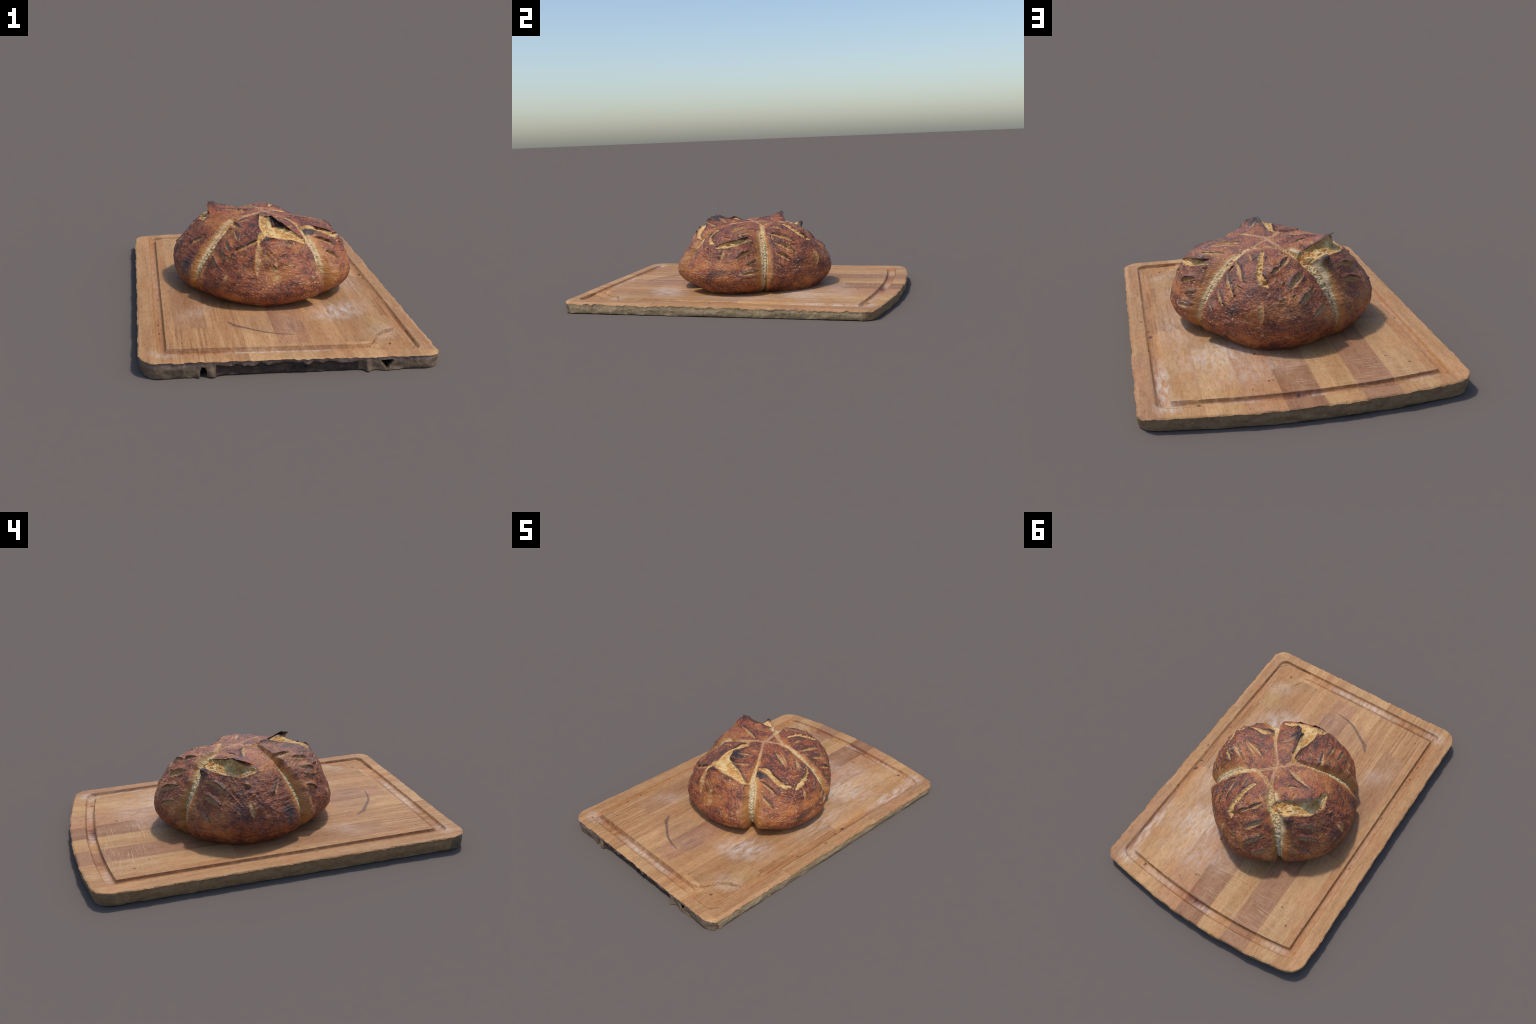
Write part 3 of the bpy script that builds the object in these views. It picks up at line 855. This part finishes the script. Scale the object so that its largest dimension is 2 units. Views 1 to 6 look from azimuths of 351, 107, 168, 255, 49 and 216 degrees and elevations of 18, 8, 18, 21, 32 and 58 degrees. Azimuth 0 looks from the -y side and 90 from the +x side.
def loaf_surface(theta, phi):
    c = chart_of(theta, phi)
    dr = directions(theta, phi)
    r = crust_radius(theta, phi)
    sway = np.stack([vnoise(dr, 9, 61), vnoise(dr, 9, 62)], 1) * 0.012
    warp = sway + np.stack([vnoise(dr, 40, 63), vnoise(dr, 40, 64)], 1) * 0.005
    cw = c + warp
    sg = stroke_np(cw, SEG_GROOVE)
    sw = stroke_np(cw, SEG_WOUND)
    ss = stroke_np(c + warp * 0.9, SEG_SLASH)
    s = np.minimum(sg, sw)
    crumb = smooth(0.006, -0.006, s)
    # broad valleys beside the four main grooves, deeper down the flanks
    # each groove sinks to its measured floor; the proud lobe meets it steeply, the gentle one slopes in
    flank = smooth(0.45, 1.1, theta) * smooth(2.9, 2.4, theta)
    near = np.where(sg < 0.34)[0]
    cs, fl, th_n, rn = (c + sway)[near], flank[near], theta[near], r[near]
    for name, path in GROOVES.items():
        dist, side, wid, rad = side_of_path(cs, path)
        main = name in GENTLE
        u = -side * GENTLE.get(name, 1) / wid
        soft = (0.018 + 0.052 * fl) * (1 - 0.28 * np.tanh(u * 1.5)) if main else 0.02
        p = np.exp(-(np.maximum(dist - 0.72 * wid, 0) / soft) ** 1.7) * smooth(0.003, 0.02, wid)
        rn += np.minimum(rad + 0.004 - rn, 0) * p
        if main:
            rn -= 0.010 * fl * np.exp(-((u - 0.75) / 0.4) ** 2) * smooth(2.2, 1.5, dist / wid)
            rn += 0.005 * fl * np.exp(-((u - 2.6) / 1.0) ** 2) * (u > 0) * smooth(5.5, 3.5, dist / wid)
    r[near] = rn
    r -= (0.010 + 0.006 * smooth(-0.03, -0.09, sw)) * smooth(0.003, -0.022, sw)
    # a torn hollow under the lifted flaps
    for x, y, rad, h in ((-.655, .10, .048, .036), (.13, -.65, .055, .014), (.07, -.54, .04, .012),
                         (.30, -.76, .05, .012), (.90, .05, .045, .016), (1.02, -.17, .04, .016), (.72, -.43, .03, .010), (.31, .90, .035, .020)):
        d2 = ((c[:, 0] - x) ** 2 + (c[:, 1] - y) ** 2) / rad ** 2
        r -= h * np.exp(-d2 * 1.6)
    # crumb texture: knobbly with pits
    rough = fbm(dr, 30, 3, 71)
    pits = np.maximum(vnoise(dr, 55, 75) - 0.15, 0)
    r += crumb * (0.0075 * rough - 0.010 * pits + 0.007 * smooth(0.0, -0.05, sw) * vnoise(dr, 13, 77))
    # short scores, one lip raised
    depth = np.zeros(len(r))
    lip = np.zeros(len(r))
    for (a, b, cx, cy, w, k) in SLASHES:
        mx, my = (a + cx) / 2, (b + cy) / 2
        half = math.hypot(cx - a, cy - b) / 2
        sel = np.where((c[:, 0] - mx) ** 2 + (c[:, 1] - my) ** 2 < (half + 0.10) ** 2)[0]
        q = c[sel] + warp[sel] * 0.9
        px, py = q[:, 0] - a, q[:, 1] - b
        bx, by = cx - a, cy - b
        t = np.clip((px * bx + py * by) / (bx * bx + by * by), 0, 1)
        wl = w * 4 * t * (1 - t)
        d = np.hypot(px - t * bx, py - t * by)
        side = (bx * py - by * px) / math.hypot(bx, by)
        up = np.sign(bx * -my + by * mx) * 1.0          # side towards the crown
        up = 1.0 if (bx * (0 - b) - by * (0 - a)) > 0 else -1.0
        e = side * up                                    # >0 on the crown side
        prof = smooth(0.004, -0.35 * w - 0.004, d - wl)
        tilt = 0.6 + 0.4 * np.clip(e / (w + 1e-6), -1, 1)
        depth[sel] = np.maximum(depth[sel], 0.0085 * k * prof * tilt * np.sqrt(np.clip(4 * t * (1 - t), 0, 1)))
        ends = np.clip(5 * t * (1 - t), 0, 1)
        lp = np.exp(-(np.maximum(d - wl, 0) / 0.035) ** 1.4) * (1 - prof) * ends * k
        lip[sel] = np.maximum(lip[sel], lp * (0.0135 * smooth(-0.01, 0.01, e) + 0.003))
    r += lip * (1 - crumb) - depth * (1 - crumb)
    # wrinkled, blistered crust
    crust = 1 - crumb
    P3 = dr * np.array([1, 1, 1.0])
    r += crust * (0.0032 * vnoise(P3, 7, 81) + 0.0030 * fbm(P3, 20, 3, 82) + 0.0013 * vnoise(P3, 70, 83))
    r += crust * 0.0030 * smooth(0.02, -0.02, np.abs(ss - 0.02)) * vnoise(dr, 42, 98)
    # torn ridges fanning out like leaf veins from each lobe's midrib
    for axis in (70, 160, 268, 345):
        ax = math.radians(axis)
        along = c[:, 0] * math.cos(ax) + c[:, 1] * math.sin(ax)
        across = -c[:, 0] * math.sin(ax) + c[:, 1] * math.cos(ax)
        here = smooth(0.30, 0.50, along) * smooth(1.45, 1.10, along) * smooth(0.85, 0.6, np.abs(across) / np.maximum(along, 0.1))
        q = np.stack([(-along * 0.66 + np.abs(across) * 0.75) * 19, (along * 0.75 + np.abs(across) * 0.66) * 4.5 + axis, np.sign(across) * 3], 1)
        k = np.where(here > 0)[0]
        r[k] += crust[k] * here[k] * (0.0065 * (0.5 - np.abs(vnoise(q[k], 1.0, 95))) * smooth(-0.3, 0.3, vnoise(dr[k], 4, 97)))
    # horizontal tension wrinkles on the sides
    wr = np.stack([dr[:, 0] * 6, dr[:, 1] * 6, dr[:, 2] * 44 + 1.5 * vnoise(dr, 6, 84)], 1)
    wamp = smooth(0.55, 0.9, theta) * smooth(1.9, 1.5, theta) * smooth(-0.1, 0.4, vnoise(dr, 3.0, 85))
    r += crust * wamp * 0.0022 * vnoise(wr, 1.0, 86)
    # crust rim stands a little proud of torn crumb
    r += 0.004 * np.exp(-((s - 0.014) / 0.014) ** 2) * (0.5 + 0.5 * vnoise(dr, 18, 88)) * smooth(0.3, 0.6, theta)
    # flat bottom on the board
    xyz = np.stack([dr[:, 0] * r + CX, dr[:, 1] * r + CY, dr[:, 2] * r / SQUASH + CZ], 1)
    floor = board_top(xyz[:, 0], xyz[:, 1]) + 0.0004
    lim = np.where(dr[:, 2] < -0.05, (floor - CZ) * SQUASH / np.minimum(dr[:, 2], -0.05), 9)
    r = np.minimum(r, lim)
    xyz = np.stack([dr[:, 0] * r, dr[:, 1] * r, dr[:, 2] * r / SQUASH + CZ - BASE_Z], 1)
    return xyz, s, ss


# --- bread materials ---------------------------------------------------------

CHARS = [(.90, 1.07, .17, .17, 0, .85), (-1.36, -.54, .22, .17, .5, .9), (-1.50, -.60, .16, .16, 0, .8), (-.46, .57, .13, .11, 0, 1.0), (-.52, .60, .16, .12, -.6, .75),
         (.06, -.55, .13, .11, .4, 1.9), (.15, -.53, .12, .07, .9, 1.3), (.18, -.63, .13, .06, -.4, 1.3), (.585, -.56, .10, .075, .2, 1.9), (.64, -.53, .12, .06, 0, .7), (1.5, -.30, .12, .45, .0, .6),
         (1.35, .30, .20, .15, .5, .55), (.85, -.03, .10, .10, 0, .7), (.75, .55, .10, .22, .2, .6), (.62, .50, .10, .2, 0, .55), (.31, .80, .05, .09, 0, .8), (.30, .50, .07, .16, 0, .5),
         (-.02, -.86, .10, .05, 0, .8), (.28, -.90, .14, .05, .1, .8), (-.13, -.58, .07, .16, .1, .75), (-.04, -.36, .05, .06, 0, .9), (-.53, .16, .10, .06, -.5, .8),
         (-.45, -.55, .12, .14, 0, .55), (-.9, .3, .3, .25, 0, .35), (-1.3, .2, .25, .4, 0, .4), (.02, .68, .09, .06, 0, .6), (-.06, .60, .05, .05, 0, .7),
         (.86, .02, .08, .06, 0, .8), (.92, -.47, .08, .04, .1, .55), (.6, -.36, .12, .05, -.2, .5), (1.05, -.36, .08, .05, 0, .5)]
GOLD = [(.091, -1.345, .13, .19, 0.1, .9), (-.65, -1.28, .07, .07, 0, .55), (-.93, 1.05, .16, .40, .6, .55), (-.50, 1.35, .16, .3, .4, .5), (1.5, .75, .3, .12, .4, .5),
        (.10, 0, .17, .15, 0, .75), (-1.05, -.98, .3, .1, .6, .6), (1.05, -1.05, .18, .3, .6, .4), (.75, -1.15, .16, .3, .6, .5), (.1, 1.3, .5, .25, 0, .3),
        (.45, 1.25, .12, .2, .3, .4), (-.2, -1.25, .35, .15, 0, .3), (-1.15, -.68, .12, .25, -.9, .3)]


def bread_nodes(N):
    """Crust colour, crumb colour, distance to the cuts and two relief heights for the loaf's materials."""
    co = N.new("ShaderNodeTexCoord").outputs["Object"]
    rel = N.vec("SUBTRACT", co, (0, 0, CZ - BASE_Z))
    dr = N.vec("NORMALIZE", N.vec("MULTIPLY", rel, (1, 1, SQUASH)))
    sep = N.new("ShaderNodeSeparateXYZ")
    N.put(sep.inputs[0], dr)
    theta = N.math("ARCCOSINE", N.math("MINIMUM", N.math("MAXIMUM", sep.outputs[2], -1.0), 1.0))
    cxy = N.new("ShaderNodeCombineXYZ")
    N.put(cxy.inputs[0], sep.outputs[0])
    N.put(cxy.inputs[1], sep.outputs[1])
    chart = N.vec("SCALE", N.vec("NORMALIZE", cxy.outputs[0]), scale=theta)
    cw = N.vec("ADD", chart, N.wander(dr, 20.0, 3, 0.030))
    sgr = stroke_nodes(N, cw, SEG_GROOVE)
    swo = stroke_nodes(N, cw, SEG_WOUND)
    s = N.math("MINIMUM", sgr, swo)
    ssl = stroke_nodes(N, N.vec("ADD", cw, N.wander(dr, 55.0, 2, 0.022)), SEG_SLASH)
    slope = stroke_nodes(N, cw, SEG_SLOPE)
    cw2 = N.vec("ADD", cw, N.wander(dr, 6.0, 2, 0.15))
    gold = blob_nodes(N, cw2, GOLD)
    char = blob_nodes(N, cw2, CHARS)

    big, _ = N.noise(dr, 3.2, 3, 0.55)
    mid, _ = N.noise(dr, 11.0, 4, 0.62)
    fin, _ = N.noise(dr, 48.0, 3, 0.6)
    grit, _ = N.noise(dr, 150.0, 2, 0.6)
    # crust: mottled red-brown, purple-brown and orange-brown
    crust = N.mix(N.ramp(mid, 0.34, 0.68), (0.110, 0.026, 0.016), (0.335, 0.082, 0.026))
    crust = N.mix(N.math("MULTIPLY", N.ramp(big, 0.50, 0.34), N.ramp(mid, 0.62, 0.40, 0.3, 0.8)), crust, (0.085, 0.028, 0.022))
    crust = N.mix(N.math("MULTIPLY", N.ramp(big, 0.48, 0.70), 0.75), crust, (0.50, 0.172, 0.038))
    crust = N.mix(N.math("MULTIPLY", N.ramp(fin, 0.50, 0.74), 0.75), crust, (0.52, 0.205, 0.078))
    crust = N.mix(N.math("MULTIPLY", N.ramp(fin, 0.46, 0.28), 0.7), crust, (0.085, 0.030, 0.020))
    crust = N.mix(N.math("MULTIPLY", N.ramp(grit, 0.42, 0.25), 0.5), crust, (0.06, 0.022, 0.016))
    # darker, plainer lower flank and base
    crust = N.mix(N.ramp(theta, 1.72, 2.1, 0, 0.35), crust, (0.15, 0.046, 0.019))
    # golden, less baked areas
    crust = N.mix(N.math("MULTIPLY", gold, N.ramp(mid, 0.28, 0.62)), crust, (0.50, 0.235, 0.065))
    # underbaked pale patches rubbed bare on the front quarter
    bare = blob_nodes(N, cw2, [(.10, -1.27, .055, .12, .35, .9), (.12, -1.40, .08, .07, 0, .8), (-.655, -1.28, .04, .06, 0, .7), (-.02, -1.12, .14, .09, 0, .35)])
    crust = N.mix(N.math("MULTIPLY", bare, N.ramp(mid, 0.25, 0.5, 0.4, 0.95)), crust, (0.56, 0.35, 0.145))
    # halo where the crust thins into the grooves; wider and yellower on the flanks
    halo_w = N.ramp(theta, 0.5, 1.4, 0.030, 0.095)
    halo = N.math("SUBTRACT", 1.0, N.math("DIVIDE", sgr, halo_w), clamp=True)
    halo = N.math("MULTIPLY", N.math("POWER", halo, 1.6), N.ramp(mid, 0.2, 0.6, 0.45, 1.0))
    crust = N.mix(N.math("MULTIPLY", halo, 0.95), crust, N.mix(N.ramp(theta, 0.7, 1.5), (0.46, 0.19, 0.065), (0.50, 0.27, 0.085)))
    glow = N.math("MULTIPLY", N.math("MULTIPLY", N.ramp(slope, 0.16, -0.02), N.ramp(theta, 0.7, 1.15)), N.ramp(mid, 0.25, 0.6, 0.35, 0.95))
    crust = N.mix(glow, crust, (0.50, 0.195, 0.045))
    soft = N.math("MULTIPLY", N.ramp(slope, 0.030, -0.030), N.ramp(mid, 0.15, 0.6, 0.6, 1.0))
    crust = N.mix(N.math("MULTIPLY", soft, 0.92), crust, N.mix(N.ramp(slope, -0.01, -0.05), (0.50, 0.25, 0.075), (0.66, 0.52, 0.29)))
    # charred patches
    charm = N.math("MULTIPLY", char, N.ramp(N.math("ADD", mid, N.math("MULTIPLY", fin, 0.4)), 0.34, 0.62))
    crust = N.mix(N.math("MULTIPLY", charm, 0.97), crust, (0.030, 0.022, 0.023))
    # burnt ragged rims along the bursts
    rim = N.math("MULTIPLY", N.ramp(swo, 0.050, 0.004), N.ramp(mid, 0.42, 0.58))
    crust = N.mix(N.math("MULTIPLY", rim, 0.80), crust, (0.050, 0.024, 0.022))
    rim2 = N.math("MULTIPLY", N.ramp(ssl, 0.024, 0.002), N.ramp(mid, 0.62, 0.42))
    crust = N.mix(N.math("MULTIPLY", rim2, 0.7), crust, (0.46, 0.185, 0.050))
    slip = stroke_nodes(N, cw, SEG_LIP)
    burn = N.math("MULTIPLY", N.ramp(slip, 0.022, -0.006), N.ramp(N.math("ADD", mid, N.math("MULTIPLY", fin, 0.3)), 0.40, 0.62))
    crust = N.mix(N.math("MULTIPLY", burn, 0.85), crust, (0.042, 0.022, 0.021))
    # flour specks and blisters
    d1, c1 = N.voronoi(dr, 62.0)
    d2, c2 = N.voronoi(dr, 150.0)
    sx = N.new("ShaderNodeSeparateColor")
    N.put(sx.inputs[0], c1)
    sx2 = N.new("ShaderNodeSeparateColor")
    N.put(sx2.inputs[0], c2)
    spot1 = N.math("MULTIPLY", N.ramp(d1, N.math("MULTIPLY", sx.outputs[1], 0.34), 0.10), N.ramp(sx.outputs[0], 0.80, 0.84))
    spot2 = N.math("MULTIPLY", N.ramp(d2, 0.40, 0.18), N.ramp(sx2.outputs[0], 0.72, 0.78))
    zone = N.ramp(N.math("ADD", big, N.math("MULTIPLY", sep.outputs[0], 0.12)), 0.38, 0.62, 0.12, 1.0)
    crust = N.mix(N.math("MULTIPLY", N.math("MULTIPLY", spot1, zone), 0.75), crust, (0.56, 0.33, 0.17))
    crust = N.mix(N.math("MULTIPLY", N.math("MULTIPLY", spot2, zone), 0.60), crust, (0.50, 0.27, 0.14))
    # grey-lilac bloom mixed into the crust colour for its glossy highlights
    painted_sheen = N.math("MULTIPLY", N.ramp(grit, 0.55, 0.75), N.ramp(big, 0.40, 0.62, 0.05, 0.28))
    crust = N.mix(painted_sheen, crust, (0.38, 0.21, 0.15))
    # scores: tan floor
    slash = N.ramp(ssl, 0.005, -0.006)
    tan = N.mix(N.ramp(fin, 0.35, 0.65), (0.38, 0.170, 0.062), (0.60, 0.37, 0.165))  # floor tans toned down for the shadow lying in the cuts
    tan = N.mix(N.ramp(ssl, -0.012, 0.002), tan, (0.36, 0.145, 0.050))
    tan = N.mix(N.ramp(theta, 0.9, 1.5, 0.0, 0.35), tan, (0.36, 0.20, 0.085))
    crust = N.mix(N.math("MULTIPLY", slash, 0.92), crust, tan)
    # thin white flour line on the upper grooves
    line = N.math("MULTIPLY", N.ramp(sgr, 0.012, -0.004), N.ramp(theta, 0.60, 0.40))
    crust = N.mix(N.math("MULTIPLY", line, N.ramp(fin, 0.3, 0.6, 0.35, 0.9)), crust, (0.60, 0.45, 0.34))

    # crumb: cream to gold with grey-green pits
    crumb = N.mix(N.ramp(mid, 0.32, 0.62), (0.64, 0.445, 0.205), (0.55, 0.315, 0.105))
    crumb = N.mix(N.ramp(fin, 0.42, 0.66), crumb, (0.72, 0.54, 0.28))
    crumb = N.mix(N.math("MULTIPLY", N.ramp(fin, 0.40, 0.26), 0.8), crumb, (0.27, 0.165, 0.065))
    warm_tint = N.math("MULTIPLY", N.ramp(swo, 0.0, -0.04), N.ramp(mid, 0.40, 0.58))  # orange added to offset the greenish sky-lit shade in the bursts
    crumb = N.mix(N.math("MULTIPLY", warm_tint, 0.75), crumb, (0.50, 0.235, 0.065))
    # narrow grooves are paler and greyer than the warm-tinted bursts
    pale = N.math("MULTIPLY", N.ramp(swo, 0.0, 0.05), N.ramp(theta, 0.7, 1.2, 0.25, 0.75))
    crumb = N.mix(pale, crumb, N.mix(N.ramp(fin, 0.35, 0.65), (0.47, 0.385, 0.24), (0.63, 0.54, 0.37)))
    crumb = N.mix(N.math("MULTIPLY", N.ramp(s, -0.020, 0.002), 0.75), crumb, (0.46, 0.225, 0.075))
    # the scores barely open near the crown
    crumb = N.mix(N.math("MULTIPLY", N.ramp(theta, 0.46, 0.22), N.ramp(fin, 0.25, 0.6, 0.5, 0.85)), crumb, (0.42, 0.205, 0.090))

    bl = N.math("ADD", N.math("MULTIPLY", fin, 0.7), N.math("MULTIPLY", grit, 0.35))
    bl = N.math("ADD", bl, N.math("MULTIPLY", spot1, 0.35))
    return crust, crumb, s, bl, N.math("ADD", fin, N.math("MULTIPLY", grit, 0.4))


BREAD = new_mat("bread_base")
BREAD_OUT = [(v.node.name, v.identifier) for v in bread_nodes(Nodes(BREAD.node_tree))]


def bread_mat(kind):
    m = BREAD.copy()
    m.name = {"crust": "baked_crust", "crumb": "open_crumb", "ear": "lifted_crust"}[kind]
    N = Nodes(m.node_tree)
    crust, crumb, s, h, hc = [next(o for o in m.node_tree.nodes[n].outputs if o.identifier == i) for n, i in BREAD_OUT]
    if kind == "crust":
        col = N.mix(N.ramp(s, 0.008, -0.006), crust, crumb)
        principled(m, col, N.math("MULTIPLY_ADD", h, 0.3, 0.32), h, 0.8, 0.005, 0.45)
    elif kind == "crumb":
        col = N.mix(N.ramp(s, 0.008, -0.006), crust, crumb)
        principled(m, col, 0.85, hc, 0.6, 0.005, 0.12)
    else:
        co = N.new("ShaderNodeTexCoord").outputs["Object"]
        nz, _ = N.noise(co, 60.0, 3, 0.6)
        nf, _ = N.noise(co, 220.0, 2, 0.6)
        burnt = N.mix(N.ramp(nz, 0.38, 0.62), (0.030, 0.022, 0.022), (0.095, 0.040, 0.026))
        burnt = N.mix(N.math("MULTIPLY", N.ramp(nf, 0.6, 0.75), 0.5), burnt, (0.26, 0.14, 0.08))
        edge = N.ramp(N.math("ADD", s, N.math("MULTIPLY", N.math("SUBTRACT", nz, 0.5), 0.10)), 0.035, -0.030)
        col = N.mix(edge, crust, burnt)
        principled(m, col, 0.6, nz, 0.5, 0.004, 0.3)
    return m


CRUST, CRUMB, EAR = bread_mat("crust"), bread_mat("crumb"), bread_mat("ear")
bpy.data.materials.remove(BREAD)

loaf = bpy.data.objects.new("bread_loaf", None)
loaf.location = (CX, CY, BASE_Z)
loaf["label"] = "round rustic sourdough loaf with cross score and burst crust"
loaf["category"] = "bread"
link(loaf)

NP, NT = 1040, 430
th = np.concatenate([np.linspace(0.004, 2.35, NT - 40), np.linspace(2.35, math.pi - 0.02, 41)[1:]])
ph = np.arange(NP) / NP * TAU
TH, PH = np.meshgrid(th, ph, indexing="ij")
xyz, S, SS = loaf_surface(TH.ravel(), PH.ravel())
nt = len(th)
i, j = np.meshgrid(np.arange(nt - 1), np.arange(NP), indexing="ij")
a = (i * NP + j).ravel()
b = (i * NP + (j + 1) % NP).ravel()
quads = np.stack([a, a + NP, b + NP, b], 1)
top_c = len(xyz)
caps = np.array([[0, 0, xyz[:NP, 2].mean()], [0, 0, xyz[-NP:, 2].mean()]])
xyz = np.concatenate([xyz, caps])
# vertex normals of the whole body
fn = np.cross(xyz[quads[:, 2]] - xyz[quads[:, 0]], xyz[quads[:, 3]] - xyz[quads[:, 1]])
vn = np.zeros_like(xyz)
for k in range(4):
    for ax in range(3):
        vn[:, ax] += np.bincount(quads[:, k], fn[:, ax], len(xyz))
vn[top_c] = (0, 0, 1)
vn[top_c + 1] = (0, 0, -1)
vn /= np.linalg.norm(vn, axis=1)[:, None] + 1e-12

fs = S[quads].mean(1)
cen = xyz[quads].mean(1)
fth = np.repeat(th[:-1], NP)
az = np.degrees(np.arctan2(cen[:, 1], cen[:, 0]))
lobe = np.digitize(az, [-140, -51, 21, 117]) % 4            # sectors between the four grooves
region = np.where((fs < 0) & (fth > 0.12), 9, lobe)
jn = np.arange(NP)
tri_top = np.stack([np.full(NP, top_c), jn, (jn + 1) % NP], 1)
o = (nt - 1) * NP
tri_bot = np.stack([np.full(NP, top_c + 1), o + (jn + 1) % NP, o + jn], 1)


def loaf_part(name, quad_sel, tris, mat, note=None):
    q = quads[quad_sel]
    used = np.unique(np.concatenate([q.ravel(), tris.ravel()]) if tris is not None else q.ravel())
    remap = np.full(len(xyz), -1)
    remap[used] = np.arange(len(used))
    faces = remap[q].tolist() + (remap[tris].tolist() if tris is not None else [])
    me = make_mesh(name, xyz[used], faces, [mat], None, vn[used])
    return link(bpy.data.objects.new(name, me), loaf)


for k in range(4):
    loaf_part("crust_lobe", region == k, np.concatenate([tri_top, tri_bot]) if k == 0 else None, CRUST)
loaf_part("crumb", region == 9, None, CRUMB)

# --- lifted ears of crust overhanging the bursts --------------------------------


def ear(path, lengths, lifts, side, thick=0.015, seed=0, root=0.035):
    """A curled shelf of crust: path = chart points along the torn edge, lengths in chart units,
    lifts in metres at the tip; side = +1 when the burst lies to the left of the path."""
    path = np.array(path, float)
    seg = np.hypot(*np.diff(path, axis=0).T)
    u = np.concatenate([[0], np.cumsum(seg)]) / seg.sum()
    n, m = 90, 16
    t = np.linspace(0, 1, n)
    ex = np.stack([np.interp(t, u, path[:, k]) for k in (0, 1)], 1)
    for _ in range(6):
        ex[1:-1] = (ex[:-2] + 2 * ex[1:-1] + ex[2:]) / 4
    tan = np.gradient(ex, axis=0)
    tan /= np.linalg.norm(tan, axis=1)[:, None]
    nor = np.stack([-tan[:, 1], tan[:, 0]], 1) * side
    z3 = np.stack([t * 9, 0 * t + seed, 0 * t], 1)
    ragged = 1 + 0.18 * vnoise(z3, 1.3, seed) + 0.14 * vnoise(z3, 4.0, seed + 1) + 0.07 * vnoise(z3, 9.0, seed + 2)
    Ls = np.interp(t, np.linspace(0, 1, len(lengths)), lengths) * ragged
    Hs = np.interp(t, np.linspace(0, 1, len(lifts)), lifts) * (1 + 0.30 * vnoise(z3, 2.6, seed + 3) + 0.15 * vnoise(z3, 7.0, seed + 4))
    verts, kinds = [], []
    grid = []
    for layer in (0, 1):
        for jx in range(m + 1):
            f = jx / m
            c = ex + nor * (-root + f * (root + Ls))[:, None]
            root_c = ex + nor * (-root + np.minimum(f * (root + Ls), root * 0.85))[:, None]
            rt, rp = np.hypot(root_c[:, 0], root_c[:, 1]), np.arctan2(root_c[:, 1], root_c[:, 0])
            r0 = crust_radius(rt, rp)
            ctheta, cphi = np.hypot(c[:, 0], c[:, 1]), np.arctan2(c[:, 1], c[:, 0])
            d = directions(ctheta, cphi)
            out = np.clip((f * (root + Ls) - root * 0.4) / (Ls + root * 0.6), 0, 1)
            r = r0 + Hs * out ** 1.3 + 0.0012 * vnoise(d, 40, 90) + 0.0025 * vnoise(d, 16, 91) * out - 0.004 * (1 - smooth(0, 0.3, np.full(n, f)))
            th_loc = thick * (1 - 0.65 * out) * np.clip(6 * t * (1 - t) + 0.15, 0, 1)
            if layer:
                r = r - th_loc
            verts.append(np.stack([d[:, 0] * r, d[:, 1] * r, d[:, 2] * r / SQUASH + CZ - BASE_Z], 1))
    V = np.concatenate(verts)

    def vid(layer, jx, k):
        return (layer * (m + 1) + jx) * n + k
    F = []
    for jx in range(m):
        for k in range(n - 1):
            q = [vid(0, jx, k), vid(0, jx, k + 1), vid(0, jx + 1, k + 1), vid(0, jx + 1, k)]
            w = [vid(1, jx, k), vid(1, jx + 1, k), vid(1, jx + 1, k + 1), vid(1, jx, k + 1)]
            F += [q, w] if side < 0 else [q[::-1], w[::-1]]
    for k in range(n - 1):
        w = [vid(0, m, k), vid(0, m, k + 1), vid(1, m, k + 1), vid(1, m, k)]
        F.append(w if side < 0 else w[::-1])
    for jx in range(m):
        for k, s in ((0, 1), (n - 1, -1)):
            w = [vid(0, jx, k), vid(0, jx + 1, k), vid(1, jx + 1, k), vid(1, jx, k)]
            F.append(w if s * side < 0 else w[::-1])
    me = make_mesh("crust_ear", V, F, [EAR])
    me.set_sharp_from_angle(angle=math.radians(60))
    link(bpy.data.objects.new("crust_ear", me), loaf)


# rear flap, front flap, and the smaller lips around the bursts
ear([(-.19, .425), (-.30, .33), (-.40, .258), (-.485, .182), (-.545, .09), (-.60, -.07)], [.006, .012, .016, .030, .020, .008], [0, .008, .016, .034, .020, 0], -1, seed=1)
ear([(.045, -.32), (.065, -.41), (.095, -.505), (.185, -.605), (.34, -.68), (.48, -.765)], [.01, .02, .040, .022, .014, .008], [0, .014, .044, .020, .010, 0], -1, seed=5, thick=.013)
ear([(-.05, -.885), (.06, -.87), (.17, -.88), (.29, -.875), (.38, -.85)], [.014, .026, .008, .026, .01], [.004, .012, .002, .012, 0], 1, seed=13, thick=.009)
ear([(.60, -.40), (.72, -.405), (.84, -.41), (.93, -.38)], [.006, .012, .012, .006], [0, .012, .012, 0], -1, seed=17, thick=.009)
ear([(.80, .10), (.87, .045), (.925, -.035), (.955, -.14), (.99, -.25)], [.006, .016, .022, .014, .008], [0, .016, .018, .010, 0], 1, seed=21, thick=.010)
ear([(-.03, -.27), (-.045, -.36), (-.06, -.46), (-.09, -.58)], [.008, .016, .012, .006], [0, .016, .008, 0], 1, seed=25, thick=.009)
